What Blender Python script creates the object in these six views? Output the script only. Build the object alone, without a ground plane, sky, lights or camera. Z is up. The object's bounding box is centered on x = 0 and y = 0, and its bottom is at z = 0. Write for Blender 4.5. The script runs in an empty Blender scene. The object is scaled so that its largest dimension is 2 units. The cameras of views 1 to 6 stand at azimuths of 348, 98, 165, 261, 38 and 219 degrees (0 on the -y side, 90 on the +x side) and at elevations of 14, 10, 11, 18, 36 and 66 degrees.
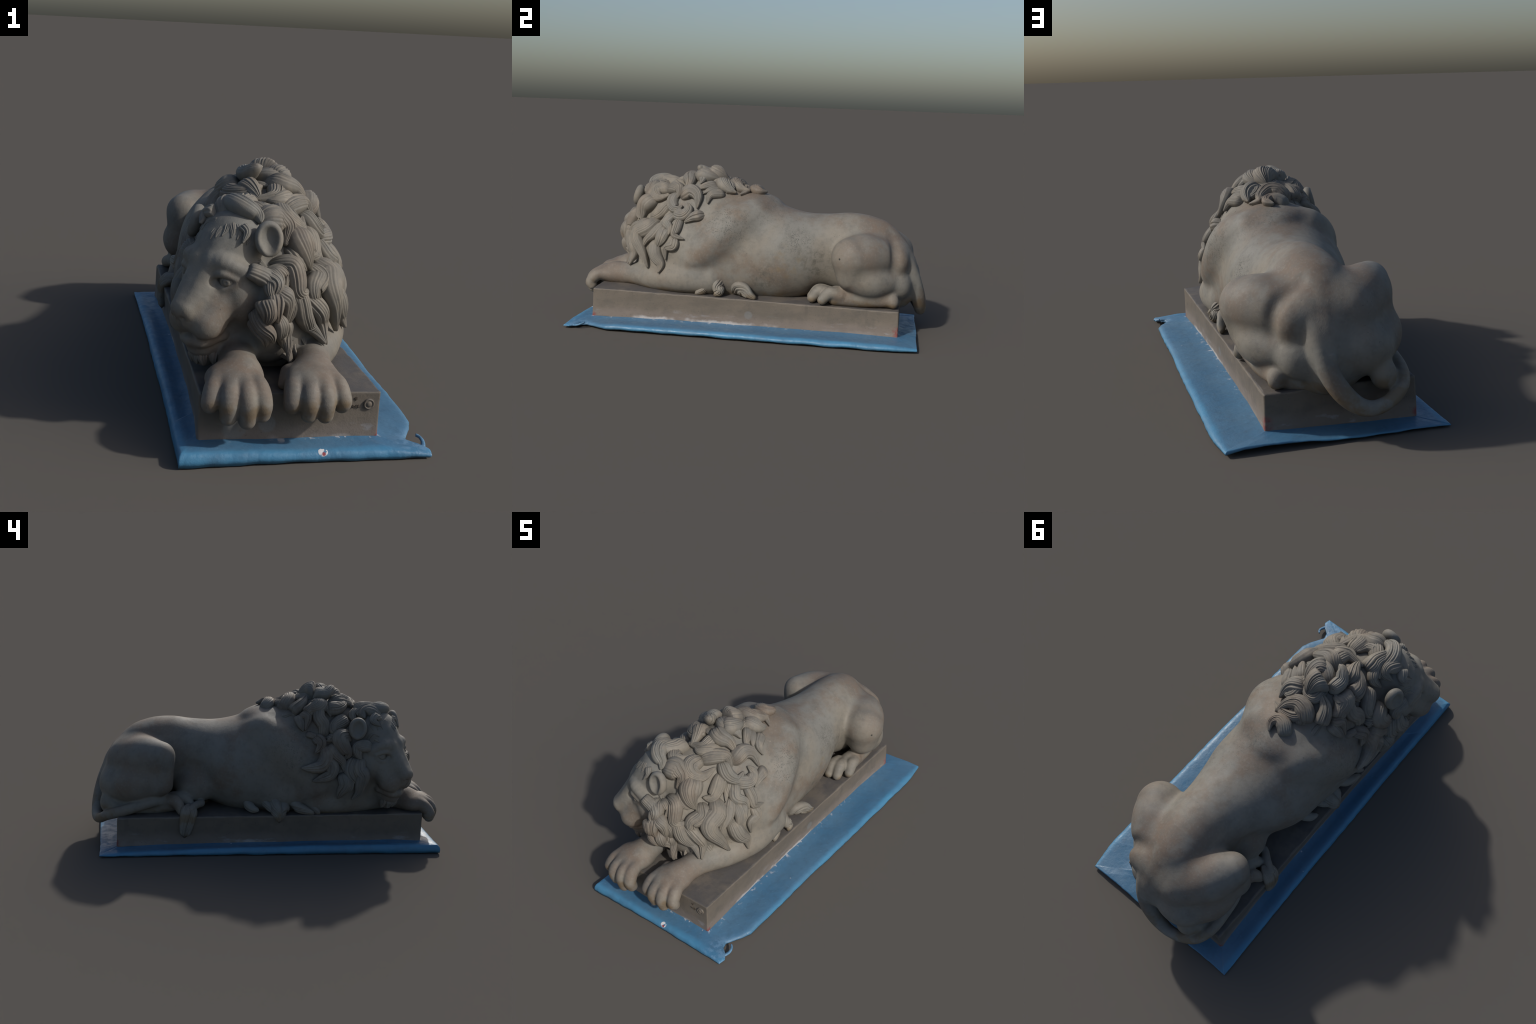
import math
import numpy as np

# ======================================================================
# SCULPTING TOOLKIT: a signed distance field blended from simple volumes
# ======================================================================
VOX = 0.0042
LO = np.array([-0.47, -1.02, 0.07])
HI = np.array([0.44, 1.02, 0.95])
LABELS = ["torso", "mane", "head", "ear", "forelimb", "forepaw",
          "hindlimb", "hindpaw", "tail", "neck"]


def hermite(xs, ys, x):
    """smooth monotone-ish cubic through stations"""
    xs, ys = np.asarray(xs, float), np.asarray(ys, float)
    m = np.gradient(ys, xs)
    i = np.clip(np.searchsorted(xs, x) - 1, 0, len(xs) - 2)
    h = xs[i + 1] - xs[i]
    t = np.clip((x - xs[i]) / h, 0, 1)
    return ((2*t**3 - 3*t**2 + 1)*ys[i] + (t**3 - 2*t**2 + t)*h*m[i]
            + (-2*t**3 + 3*t**2)*ys[i+1] + (t**3 - t**2)*h*m[i+1])


def spline(pts, n):
    """Catmull-Rom curve through control points (any dimension)"""
    p = np.asarray(pts, float)
    p = np.vstack([2*p[0] - p[1], p, 2*p[-1] - p[-2]])
    segs = len(p) - 3
    u = np.linspace(0, segs, n)
    i = np.minimum(u.astype(int), segs - 1)
    t = (u - i)[:, None]
    a, b, c, d = p[i], p[i+1], p[i+2], p[i+3]
    return 0.5*((2*b) + (c - a)*t + (2*a - 5*b + 4*c - d)*t**2 + (3*b - a - 3*c + d)*t**3)


def unit(v):
    v = np.asarray(v, float)
    return v/np.linalg.norm(v)


def frame(forward, up=(0, 0, 1)):
    f = unit(forward)
    s = unit(np.cross(up, f))
    return np.array([f, s, np.cross(f, s)])


class Sculpture:
    def __init__(self):
        n = np.ceil((HI - LO)/VOX).astype(int) + 1
        self.ax = [(LO[i] + np.arange(n[i])*VOX).astype(np.float32) for i in range(3)]
        self.F = np.full(n, 0.5, np.float32)
        self.B = np.full(n, 0.5, np.float32)
        self.L = np.zeros(n, np.int8)

    def box(self, lo, hi):
        s, pts = [], []
        for i in range(3):
            a = max(0, int((lo[i] - LO[i])/VOX))
            b = min(len(self.ax[i]), int((hi[i] - LO[i])/VOX) + 2)
            s.append(slice(a, max(b, a)))
        g = [self.ax[0][s[0]][:, None, None], self.ax[1][s[1]][None, :, None],
             self.ax[2][s[2]][None, None, :]]
        return tuple(s), g

    def put(self, s, d, k, label):
        f = self.F[s]
        h = np.maximum(k - np.abs(f - d), 0)/k
        self.F[s] = np.minimum(f, d) - h*h*k*0.25
        if label is not None:
            b = self.B[s]
            near = d < b
            self.L[s] = np.where(near, LABELS.index(label), self.L[s])
            self.B[s] = np.minimum(b, d)

    def cut(self, s, d, k):
        f = self.F[s]
        h = np.maximum(k - np.abs(f + d), 0)/k
        self.F[s] = np.maximum(f, -d) + h*h*k*0.25

    def ellipsoid(self, c, r, k=0.03, label=None, rot=None, cut=False):
        c, r = np.asarray(c, float), np.asarray(r, float)
        R = np.eye(3) if rot is None else np.asarray(rot)
        ext = np.sqrt(((R*r[:, None])**2).sum(0)) + k + 0.02
        s, g = self.box(c - ext, c + ext)
        if 0 in self.F[s].shape:
            return
        k0 = k1 = 0
        for i in range(3):
            q = sum(np.float32(R[i, j])*(g[j] - np.float32(c[j])) for j in range(3))
            k0 = k0 + (q/np.float32(r[i]))**2
            k1 = k1 + (q/np.float32(r[i]**2))**2
        k0 = np.sqrt(k0)
        d = k0*(k0 - 1)/np.maximum(np.sqrt(k1), 1e-3)
        self.cut(s, d, k) if cut else self.put(s, d, k, label)

    def limb(self, pts, radii, k=0.03, label=None, n=14, squash=None, cut=False):
        """swept sphere along a spline; squash=(axis, factor) flattens across axis"""
        pr = spline(np.column_stack([np.asarray(pts, float), np.asarray(radii, float)]), n)
        p, r = pr[:, :3], np.maximum(pr[:, 3], 0.002)
        m = k + 0.025
        s, g = self.box(p.min(0) - r.max() - m, p.max(0) + r.max() + m)
        if 0 in self.F[s].shape:
            return
        D = np.full(self.F[s].shape, 0.5, np.float32)
        off = [x.start for x in s]
        if squash is not None:
            ax, fac = unit(squash[0]), squash[1]
        for a, b, ra, rb in zip(p[:-1], p[1:], r[:-1], r[1:]):
            rm = max(ra, rb) + m
            s2, g2 = self.box(np.minimum(a, b) - rm, np.maximum(a, b) + rm)
            if 0 in self.F[s2].shape:
                continue
            q = [g2[j] - np.float32(a[j]) for j in range(3)]
            ab = b - a
            if squash is not None:
                t0 = sum(q[j]*np.float32(ax[j]) for j in range(3))
                q = [q[j] + t0*np.float32(ax[j]*(fac - 1)) for j in range(3)]
                ab = ab + ax*(fac - 1)*(ab @ ax)
            t = np.clip(sum(q[j]*np.float32(ab[j]) for j in range(3))/np.float32(ab @ ab + 1e-12), 0, 1)
            dist = np.sqrt(sum((q[j] - t*np.float32(ab[j]))**2 for j in range(3)))
            d = dist - (np.float32(ra) + t*np.float32(rb - ra))
            if squash is not None and fac > 1:
                d = d/np.float32(0.5 + 0.5*fac)
            loc = tuple(slice(x.start - o, x.stop - o) for x, o in zip(s2, off))
            D[loc] = np.minimum(D[loc], d)
        self.cut(s, D, k) if cut else self.put(s, D, k, label)

    def loft(self, st, label, k=0.03):
        """trunk along y: stations (y, x_spine, x_east, x_west, z_wide, z_top, z_low, power)"""
        st = np.asarray(st, float)
        y0, y1 = st[0, 0], st[-1, 0]
        s, g = self.box([LO[0], y0, LO[2]], [HI[0], y1, HI[2]])
        y = g[1][0, :, 0]
        v = [hermite(st[:, 0], st[:, i], y).astype(np.float32)[None, :, None] for i in range(1, 8)]
        xs, xe, xw, zw, zt, zl, pw = v
        dx, dz = g[0] - xs, g[2] - zw
        hx = np.where(dx > 0, xe - xs, xs - xw)
        hz = np.where(dz > 0, zt - zw, zw - zl)
        q = ((np.abs(dx)/hx)**pw + (np.abs(dz)/hz)**pw)**(1/pw)
        d = (q - 1)*np.minimum(hx, hz)*0.85
        self.put(s, d.astype(np.float32), k, label)

    def sample(self, P):
        """trilinear field value and gradient at points"""
        u = (np.asarray(P, float) - LO)/VOX
        n = np.array(self.F.shape)
        u = np.clip(u, 0, n - 1.001)
        i = u.astype(int)
        t = u - i
        c = {}
        for a in (0, 1):
            for b in (0, 1):
                for e in (0, 1):
                    c[a, b, e] = self.F[i[:, 0]+a, i[:, 1]+b, i[:, 2]+e]
        x, y, z = t.T
        l = lambda p, q, w: p*(1-w) + q*w
        y00, y10 = l(c[0,0,0], c[0,0,1], z), l(c[0,1,0], c[0,1,1], z)
        y01, y11 = l(c[1,0,0], c[1,0,1], z), l(c[1,1,0], c[1,1,1], z)
        x0, x1 = l(y00, y10, y), l(y01, y11, y)
        gz = l(l(c[0,0,1]-c[0,0,0], c[0,1,1]-c[0,1,0], y), l(c[1,0,1]-c[1,0,0], c[1,1,1]-c[1,1,0], y), x)
        G = np.column_stack([x1 - x0, l(y10 - y00, y11 - y01, x), gz])/VOX
        return l(x0, x1, x), G

    def normal(self, P, e=0.02):
        """outward direction, averaged over a neighbourhood of size e"""
        P = np.asarray(P, float)
        G = np.zeros_like(P)
        for j in range(3):
            h = np.zeros(3)
            h[j] = e
            G[:, j] = self.sample(P + h)[0] - self.sample(P - h)[0]
        return G/np.maximum(np.linalg.norm(G, axis=1, keepdims=True), 1e-9)

    def snap(self, P, lift=0.0, steps=12):
        """pull points onto the surface, then lift them along the outward direction"""
        P = np.asarray(P, float).copy()
        for _ in range(steps):
            f, _g = self.sample(P)
            P -= 0.7*np.clip(f, -0.05, 0.05)[:, None]*self.normal(P, 0.008)
        return P + self.normal(P)*np.asarray(lift).reshape(-1, 1)

    def mesh(self):
        """surface nets: one vertex per cell that the surface crosses"""
        F = self.F
        neg = F < 0
        n = F.shape
        cnt = np.zeros([m - 1 for m in n], np.int8)
        for a in (0, 1):
            for b in (0, 1):
                for e in (0, 1):
                    cnt += neg[a:n[0]-1+a, b:n[1]-1+b, e:n[2]-1+e]
        act = (cnt > 0) & (cnt < 8)
        idx = np.full(act.shape, -1, np.int32)
        cells = np.argwhere(act)
        idx[act] = np.arange(len(cells))
        acc = np.zeros((len(cells), 3))
        num = np.zeros(len(cells))
        cor = [(a, b, e) for a in (0, 1) for b in (0, 1) for e in (0, 1)]
        for p in cor:
            for q in cor:
                if sum(q) - sum(p) == 1 and all(v >= w for v, w in zip(q, p)):
                    fa = F[cells[:, 0]+p[0], cells[:, 1]+p[1], cells[:, 2]+p[2]]
                    fb = F[cells[:, 0]+q[0], cells[:, 1]+q[1], cells[:, 2]+q[2]]
                    m = (fa < 0) != (fb < 0)
                    t = np.where(m, fa/np.where(m, fa - fb, 1), 0)
                    pt = np.array(p) + t[:, None]*(np.array(q) - np.array(p))
                    acc[m] += pt[m]
                    num[m] += 1
        V = LO + (cells + acc/num[:, None])*VOX
        quads = []
        for axis in range(3):
            o = [0, 1, 2]
            o.remove(axis)
            sl0, sl1 = [slice(None)]*3, [slice(None)]*3
            sl0[axis], sl1[axis] = slice(0, -1), slice(1, None)
            a, b = neg[tuple(sl0)], neg[tuple(sl1)]
            for flip in (False, True):
                e = np.argwhere((a & ~b) if not flip else (~a & b))
                e = e[(e[:, o[0]] > 0) & (e[:, o[1]] > 0) & (e[:, o[0]] < n[o[0]]-1) & (e[:, o[1]] < n[o[1]]-1)]
                qd = []
                for du, dv in ((1, 1), (0, 1), (0, 0), (1, 0)):
                    c = e.copy()
                    c[:, o[0]] -= du
                    c[:, o[1]] -= dv
                    qd.append(idx[c[:, 0], c[:, 1], c[:, 2]])
                qd = np.column_stack(qd)
                if flip != (axis == 1):
                    qd = qd[:, ::-1]
                quads.append(qd)
        Q = np.vstack(quads)
        Q = Q[(Q >= 0).all(1)]
        for _ in range(3):
            f, g = self.sample(V)
            V -= np.clip(0.6*(f/np.maximum((g**2).sum(1), 0.25))[:, None]*g, -VOX/2, VOX/2)
        # light fairing to lose the lattice
        e = np.vstack([Q[:, [0, 1]], Q[:, [1, 2]], Q[:, [2, 3]], Q[:, [3, 0]]])
        deg = np.bincount(e.ravel(), minlength=len(V))[:, None]
        for w in (0.5, -0.48, 0.5, -0.48):
            s = np.zeros_like(V)
            for j in range(3):
                s[:, j] = np.bincount(e[:, 0], V[e[:, 1], j], len(V)) + np.bincount(e[:, 1], V[e[:, 0], j], len(V))
            V = V + w*(s/np.maximum(deg, 1) - V)
        ctr = ((V[Q].mean(1) - LO)/VOX).round().astype(int)
        lab = self.L[ctr[:, 0], ctr[:, 1], ctr[:, 2]]
        return V, Q, lab


# ======================================================================
# THE LION
# ======================================================================
HEAD_O = np.array([-0.232, -0.597, 0.705])         # between the ears
HEAD_F = np.array([-0.8, -0.6, 0.0])               # where the face points
HEAD_L = np.array([0.6, -0.8, 0.0])                # the lion's left


def hp(f, l, u):
    return HEAD_O + f*HEAD_F + l*HEAD_L + np.array([0, 0, u])


def hrot(pitch=0.0, yaw=0.0):
    """rows: forward, left, up of the head; pitch > 0 tips the forward axis down"""
    f = math.cos(yaw)*HEAD_F + math.sin(yaw)*HEAD_L
    l = -math.sin(yaw)*HEAD_F + math.cos(yaw)*HEAD_L
    u = np.array([0, 0, 1.0])
    c, s = math.cos(pitch), math.sin(pitch)
    return np.array([c*f - s*u, l, s*f + c*u])


def build_trunk(S):
    #        y     spine   east   west  z_wide z_top z_low power
    S.loft([(-0.62, -0.08, 0.02, -0.18, 0.36, 0.45, 0.20, 2.2),
            (-0.50, -0.06, 0.16, -0.27, 0.40, 0.60, 0.13, 2.3),
            (-0.36, -0.05, 0.21, -0.31, 0.40, 0.70, 0.12, 2.3),
            (-0.20, -0.05, 0.22, -0.32, 0.40, 0.75, 0.12, 2.3),
            (-0.05, -0.05, 0.22, -0.325, 0.38, 0.745, 0.12, 2.2),
            (0.08, -0.05, 0.225, -0.325, 0.40, 0.728, 0.13, 2.1),
            (0.20, -0.03, 0.226, -0.308, 0.41, 0.682, 0.15, 2.1),
            (0.30, -0.01, 0.205, -0.265, 0.43, 0.662, 0.18, 2.05),
            (0.42, 0.005, 0.180, -0.190, 0.47, 0.663, 0.24, 2.0),
            (0.56, 0.01, 0.182, -0.165, 0.45, 0.676, 0.20, 2.0),
            (0.68, 0.01, 0.180, -0.175, 0.40, 0.660, 0.15, 2.1),
            (0.78, 0.00, 0.155, -0.19, 0.36, 0.619, 0.15, 2.0),
            (0.84, 0.00, 0.125, -0.18, 0.33, 0.563, 0.15, 2.0),
            (0.89, 0.01, 0.10, -0.13, 0.31, 0.495, 0.17, 2.0),
            (0.93, 0.02, 0.075, -0.06, 0.31, 0.42, 0.23, 2.0),
            (0.955, 0.02, 0.030, 0.010, 0.32, 0.335, 0.305, 2.0)], "torso")
    # shoulder blades and upper arms
    S.limb([(0.08, 0.01, 0.65), (0.145, -0.11, 0.585), (0.178, -0.22, 0.47), (0.185, -0.30, 0.39)],
           [0.072, 0.092, 0.085, 0.07], 0.07, "forelimb", n=40)
    S.limb([(-0.18, 0.05, 0.65), (-0.238, -0.06, 0.58), (-0.272, -0.16, 0.47), (-0.282, -0.24, 0.37)],
           [0.07, 0.095, 0.095, 0.085], 0.07, "forelimb", n=40)
    S.limb([(-0.25, -0.24, 0.36), (-0.25, -0.12, 0.31), (-0.25, -0.02, 0.28)], [0.07, 0.075, 0.05], 0.05, "forelimb")
    S.limb([(0.285, -0.32, 0.325), (0.285, -0.23, 0.335), (0.275, -0.15, 0.385)], [0.016, 0.022, 0.014], 0.05, cut=True)
    # low belly beside the west thigh
    S.ellipsoid((-0.155, 0.42, 0.31), (0.095, 0.11, 0.10), 0.05, "torso")
    # withers
    S.ellipsoid((-0.04, -0.02, 0.695), (0.10, 0.15, 0.055), 0.06, "torso")


def build_hindquarters(S):
    # east thigh, folded, knee forward
    S.limb([(0.238, 0.580, 0.455), (0.188, 0.655, 0.460), (0.11, 0.765, 0.44)], [0.115, 0.122, 0.100], 0.04, "hindlimb", n=48)
    S.limb([(0.235, 0.580, 0.36), (0.205, 0.69, 0.325), (0.14, 0.80, 0.32)], [0.085, 0.092, 0.065], 0.035, "hindlimb", n=40)
    S.ellipsoid((0.115, 0.845, 0.295), (0.07, 0.06, 0.07), 0.04, "hindlimb")
    # point of the pelvis and the groove beside it
    S.ellipsoid((0.075, 0.825, 0.42), (0.07, 0.06, 0.10), 0.05, "torso")
    S.ellipsoid((0.140, 0.825, 0.43), (0.05, 0.05, 0.06), 0.04, "hindlimb")
    S.limb([(0.10, 0.80, 0.60), (0.195, 0.805, 0.50), (0.225, 0.82, 0.40)], [0.004, 0.008, 0.004], 0.05, cut=True)
    # east foot lying along the slab
    S.limb([(0.19, 0.80, 0.225), (0.20, 0.66, 0.225), (0.200, 0.50, 0.235)], [0.036, 0.045, 0.055], 0.03, "hindpaw")
    for x, y, dx in ((0.238, 0.445, 0.008), (0.195, 0.385, 0.008), (0.152, 0.380, 0.0)):
        S.limb([(x - dx, y + 0.08, 0.245), (x, y + 0.02, 0.252), (x + dx, y - 0.018, 0.215)], [0.032, 0.034, 0.027], 0.010, "hindpaw")
    S.ellipsoid((0.20, 0.815, 0.215), (0.028, 0.025, 0.032), 0.02, "hindpaw")
    # west thigh, knee raised
    S.limb([(-0.246, 0.618, 0.515), (-0.178, 0.705, 0.480), (-0.09, 0.79, 0.45)], [0.08, 0.122, 0.122], 0.035, "hindlimb", n=48)
    S.limb([(-0.260, 0.605, 0.46), (-0.270, 0.61, 0.36)], [0.060, 0.062], 0.03, "hindlimb", n=4)
    S.limb([(-0.222, 0.68, 0.37), (-0.215, 0.76, 0.345), (-0.16, 0.845, 0.315)], [0.105, 0.105, 0.09], 0.04, "hindlimb", n=40)
    S.ellipsoid((-0.11, 0.875, 0.325), (0.11, 0.08, 0.095), 0.04, "hindlimb")
    S.limb([(-0.335, 0.655, 0.43), (-0.350, 0.665, 0.37), (-0.340, 0.685, 0.29)], [0.006, 0.012, 0.010], 0.035, cut=True)
    # heel behind, toes in front
    S.ellipsoid((-0.190, 0.908, 0.228), (0.050, 0.042, 0.060), 0.02, "hindpaw")
    S.limb([(-0.22, 0.86, 0.21), (-0.23, 0.66, 0.22), (-0.23, 0.54, 0.24)], [0.04, 0.05, 0.05], 0.03, "hindpaw")
    S.limb([(-0.21, 0.54, 0.26), (-0.235, 0.48, 0.265), (-0.26, 0.445, 0.225)], [0.035, 0.034, 0.026], 0.012, "hindpaw")
    S.limb([(-0.25, 0.58, 0.26), (-0.28, 0.53, 0.26), (-0.305, 0.50, 0.215)], [0.035, 0.034, 0.026], 0.012, "hindpaw")
    # block of stone left under the rump
    S.ellipsoid((0.03, 0.79, 0.20), (0.15, 0.065, 0.06), 0.03, "torso")
    # tail
    S.limb([(0.04, 0.82, 0.50), (0.065, 0.870, 0.42), (0.055, 0.912, 0.34), (0.028, 0.942, 0.255),
            (-0.018, 0.960, 0.183), (-0.075, 0.968, 0.135), (-0.135, 0.966, 0.121), (-0.205, 0.948, 0.138), (-0.262, 0.912, 0.175),
            (-0.290, 0.84, 0.205), (-0.292, 0.75, 0.235), (-0.28, 0.65, 0.262), (-0.22, 0.56, 0.25)],
           [0.030, 0.038, 0.041, 0.040, 0.038, 0.033, 0.029, 0.027, 0.028, 0.030, 0.030, 0.030, 0.03], 0.020, "tail", n=48)
    S.limb([(-0.17, 0.42, 0.22), (-0.23, 0.385, 0.235), (-0.285, 0.42, 0.24), (-0.33, 0.45, 0.23)],
           [0.022, 0.022, 0.021, 0.022], 0.01, "tail", n=14)


def build_forelegs(S):
    # east forearm and paw
    S.limb([(0.17, -0.22, 0.27), (0.17, -0.40, 0.275), (0.125, -0.55, 0.26), (0.06, -0.69, 0.26), (0.03, -0.80, 0.255)],
           [0.075, 0.085, 0.072, 0.062, 0.066], 0.04, "forelimb", n=20)
    S.ellipsoid((0.012, -0.85, 0.248), (0.098, 0.095, 0.055), 0.03, "forepaw")
    for x0, x1, y, zb in ((-0.045, -0.072, -0.925, 0.185), (-0.005, -0.018, -0.945, 0.163),
                          (0.035, 0.038, -0.945, 0.158), (0.072, 0.098, -0.93, 0.185)):
        S.limb([(x0, -0.855, 0.256), (0.6*x1 + 0.4*x0, y + 0.02, 0.242), (x1, y - 0.012, 0.205), (x1, y - 0.004, zb)],
               [0.030, 0.034, 0.031, 0.028], 0.011, "forepaw")
    S.limb([(-0.055, -0.80, 0.25), (-0.078, -0.835, 0.225)], [0.03, 0.022], 0.015, "forepaw", n=4)
    # west forearm and paw
    S.limb([(-0.27, -0.26, 0.25), (-0.27, -0.42, 0.27), (-0.25, -0.56, 0.27), (-0.225, -0.70, 0.272), (-0.225, -0.80, 0.262)],
           [0.07, 0.085, 0.075, 0.066, 0.068], 0.04, "forelimb", n=20)
    S.ellipsoid((-0.252, -0.84, 0.252), (0.100, 0.095, 0.057), 0.03, "forepaw")
    for x0, x1, y, zb in ((-0.30, -0.343, -0.91, 0.195), (-0.265, -0.287, -0.94, 0.163),
                          (-0.228, -0.226, -0.95, 0.152), (-0.195, -0.176, -0.945, 0.172)):
        S.limb([(x0, -0.845, 0.262), (0.6*x1 + 0.4*x0, y + 0.02, 0.248), (x1, y - 0.012, 0.21), (x1, y - 0.004, zb)],
               [0.030, 0.034, 0.032, 0.029], 0.011, "forepaw")


def build_head(S, ears=True):
    # mane mass under the locks
    S.ellipsoid((-0.06, -0.29, 0.585), (0.212, 0.262, 0.247), 0.05, "mane")
    S.ellipsoid((-0.12, -0.50, 0.565), (0.178, 0.178, 0.202), 0.05, "mane")
    S.ellipsoid((0.025, -0.525, 0.43), (0.13, 0.168, 0.16), 0.05, "mane")
    S.ellipsoid((0.09, -0.40, 0.42), (0.125, 0.16, 0.18), 0.05, "mane")
    S.ellipsoid((-0.060, -0.610, 0.47), (0.095, 0.135, 0.18), 0.04, "mane")
    S.ellipsoid((-0.118, -0.705, 0.455), (0.052, 0.095, 0.140), 0.03, "mane")
    S.ellipsoid((-0.09, -0.60, 0.34), (0.12, 0.12, 0.12), 0.05, "mane")
    S.ellipsoid((-0.26, -0.37, 0.48), (0.085, 0.165, 0.185), 0.05, "mane")
    S.ellipsoid((-0.30, -0.45, 0.39), (0.08, 0.11, 0.14), 0.04, "mane")
    S.ellipsoid(hp(-0.005, -0.142, -0.20), (0.055, 0.042, 0.13), 0.04, "mane", hrot())
    # skull and face
    S.ellipsoid(hp(-0.005, 0, -0.035), (0.112, 0.128, 0.110), 0.04, "head", hrot())
    S.ellipsoid(hp(0.035, 0, -0.16), (0.110, 0.137, 0.16), 0.04, "head", hrot(0.3))
    S.limb([hp(0.085, 0, -0.14), hp(0.145, 0, -0.21), hp(0.185, 0, -0.262)], [0.082, 0.078, 0.066], 0.035, "head", n=8)
    for s in (1, -1):                                   # flat-topped bridge of the nose
        S.limb([hp(0.075, 0.018*s, -0.03), hp(0.130, 0.02*s, -0.11), hp(0.182, 0.020*s, -0.185), hp(0.228, 0.014*s, -0.235)],
               [0.042, 0.038, 0.036, 0.033], 0.018, "head", n=12)
    for s in (1, -1):
        S.ellipsoid(hp(0.155, 0.052*s, -0.287), (0.072, 0.056, 0.064), 0.018, "head", hrot(0.5))
        S.ellipsoid(hp(0.04, 0.105*s, -0.21), (0.075, 0.055, 0.10), 0.04, "head", hrot(0.4))
        S.limb([hp(0.124, 0.038*s, -0.092), hp(0.116, 0.078*s, -0.086), hp(0.078, 0.124*s, -0.112)],
               [0.036, 0.032, 0.028], 0.02, "head", n=8)
        S.ellipsoid(hp(0.150, 0.089*s, -0.143), (0.036, 0.033, 0.020), 0.012, None, hrot(0.2), cut=True)
        S.limb([hp(0.144, 0.056*s, -0.128), hp(0.138, 0.089*s, -0.117), hp(0.108, 0.123*s, -0.134)],
               [0.009, 0.013, 0.009], 0.012, "head", n=10)
        S.limb([hp(0.140, 0.058*s, -0.150), hp(0.130, 0.090*s, -0.169), hp(0.104, 0.123*s, -0.150)],
               [0.008, 0.009, 0.007], 0.012, "head", n=10)
    for s in (1, -1):
        S.ellipsoid(hp(0.112, 0.066*s, -0.230), (0.065, 0.042, 0.052), 0.03, "head", hrot(0.5))
    S.ellipsoid(hp(0.228, 0, -0.240), (0.035, 0.040, 0.028), 0.016, "head", hrot(0.5))
    for s in (1, -1):
        S.ellipsoid(hp(0.228, 0.029*s, -0.252), (0.022, 0.017, 0.018), 0.008, "head", hrot(0.4))
        S.ellipsoid(hp(0.260, 0.021*s, -0.264), (0.014, 0.009, 0.008), 0.006, None, hrot(), cut=True)
    S.limb([hp(0.256, 0, -0.272), hp(0.238, 0, -0.30), hp(0.225, 0, -0.34)], [0.003, 0.004, 0.004], 0.010, cut=True, n=8)
    # lower lip, chin and chin tuft
    S.limb([hp(0.188, 0.0, -0.360), hp(0.173, -0.045, -0.360), hp(0.105, -0.068, -0.348)], [0.020, 0.019, 0.014], 0.015, "head", n=8)
    S.limb([hp(0.188, 0.0, -0.360), hp(0.173, 0.045, -0.360), hp(0.105, 0.068, -0.348)], [0.020, 0.019, 0.014], 0.015, "head", n=8)
    S.ellipsoid(hp(0.130, 0, -0.385), (0.060, 0.056, 0.042), 0.02, "head", hrot(0.2))
    S.limb([hp(0.110, 0, -0.39), hp(0.118, 0, -0.428)], [0.052, 0.042], 0.02, "head", n=4)
    S.ellipsoid(hp(0.0, 0, -0.32), (0.10, 0.10, 0.12), 0.05, "head", hrot())
    # mouth line
    for s in (1, -1):
        S.limb([hp(0.225, 0.0, -0.338), hp(0.205, 0.05*s, -0.352), hp(0.165, 0.085*s, -0.345), hp(0.11, 0.105*s, -0.325)],
               [0.006, 0.007, 0.007, 0.005], 0.010, cut=True, n=12)
    # ears: thick cupped rims
    for s in (1, -1) if ears else ():
        n = 0.55*HEAD_F + 0.77*s*HEAD_L + np.array([0, 0, 0.25])
        R = frame(n)
        c = hp(0.002, 0.170*s, 0.0) + (0.0 if s > 0 else 0.018)*R[0]
        S.ellipsoid(c - 0.010*R[0], (0.034, 0.050, 0.062), 0.014, "ear", R)
        S.ellipsoid(c + 0.021*R[0] - 0.004*s*R[1], (0.032, 0.033, 0.044), 0.016, None, R, cut=True)
        S.ellipsoid(c + 0.022*R[0] - 0.034*R[2], (0.022, 0.020, 0.034), 0.012, None, R, cut=True)


def sculpt_lion(ears=True):
    S = Sculpture()
    build_trunk(S)
    build_hindquarters(S)
    build_forelegs(S)
    build_head(S, ears)
    return S

#__END_SCULPT__

import bpy
import bmesh

RNG = np.random.default_rng(7)


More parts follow.
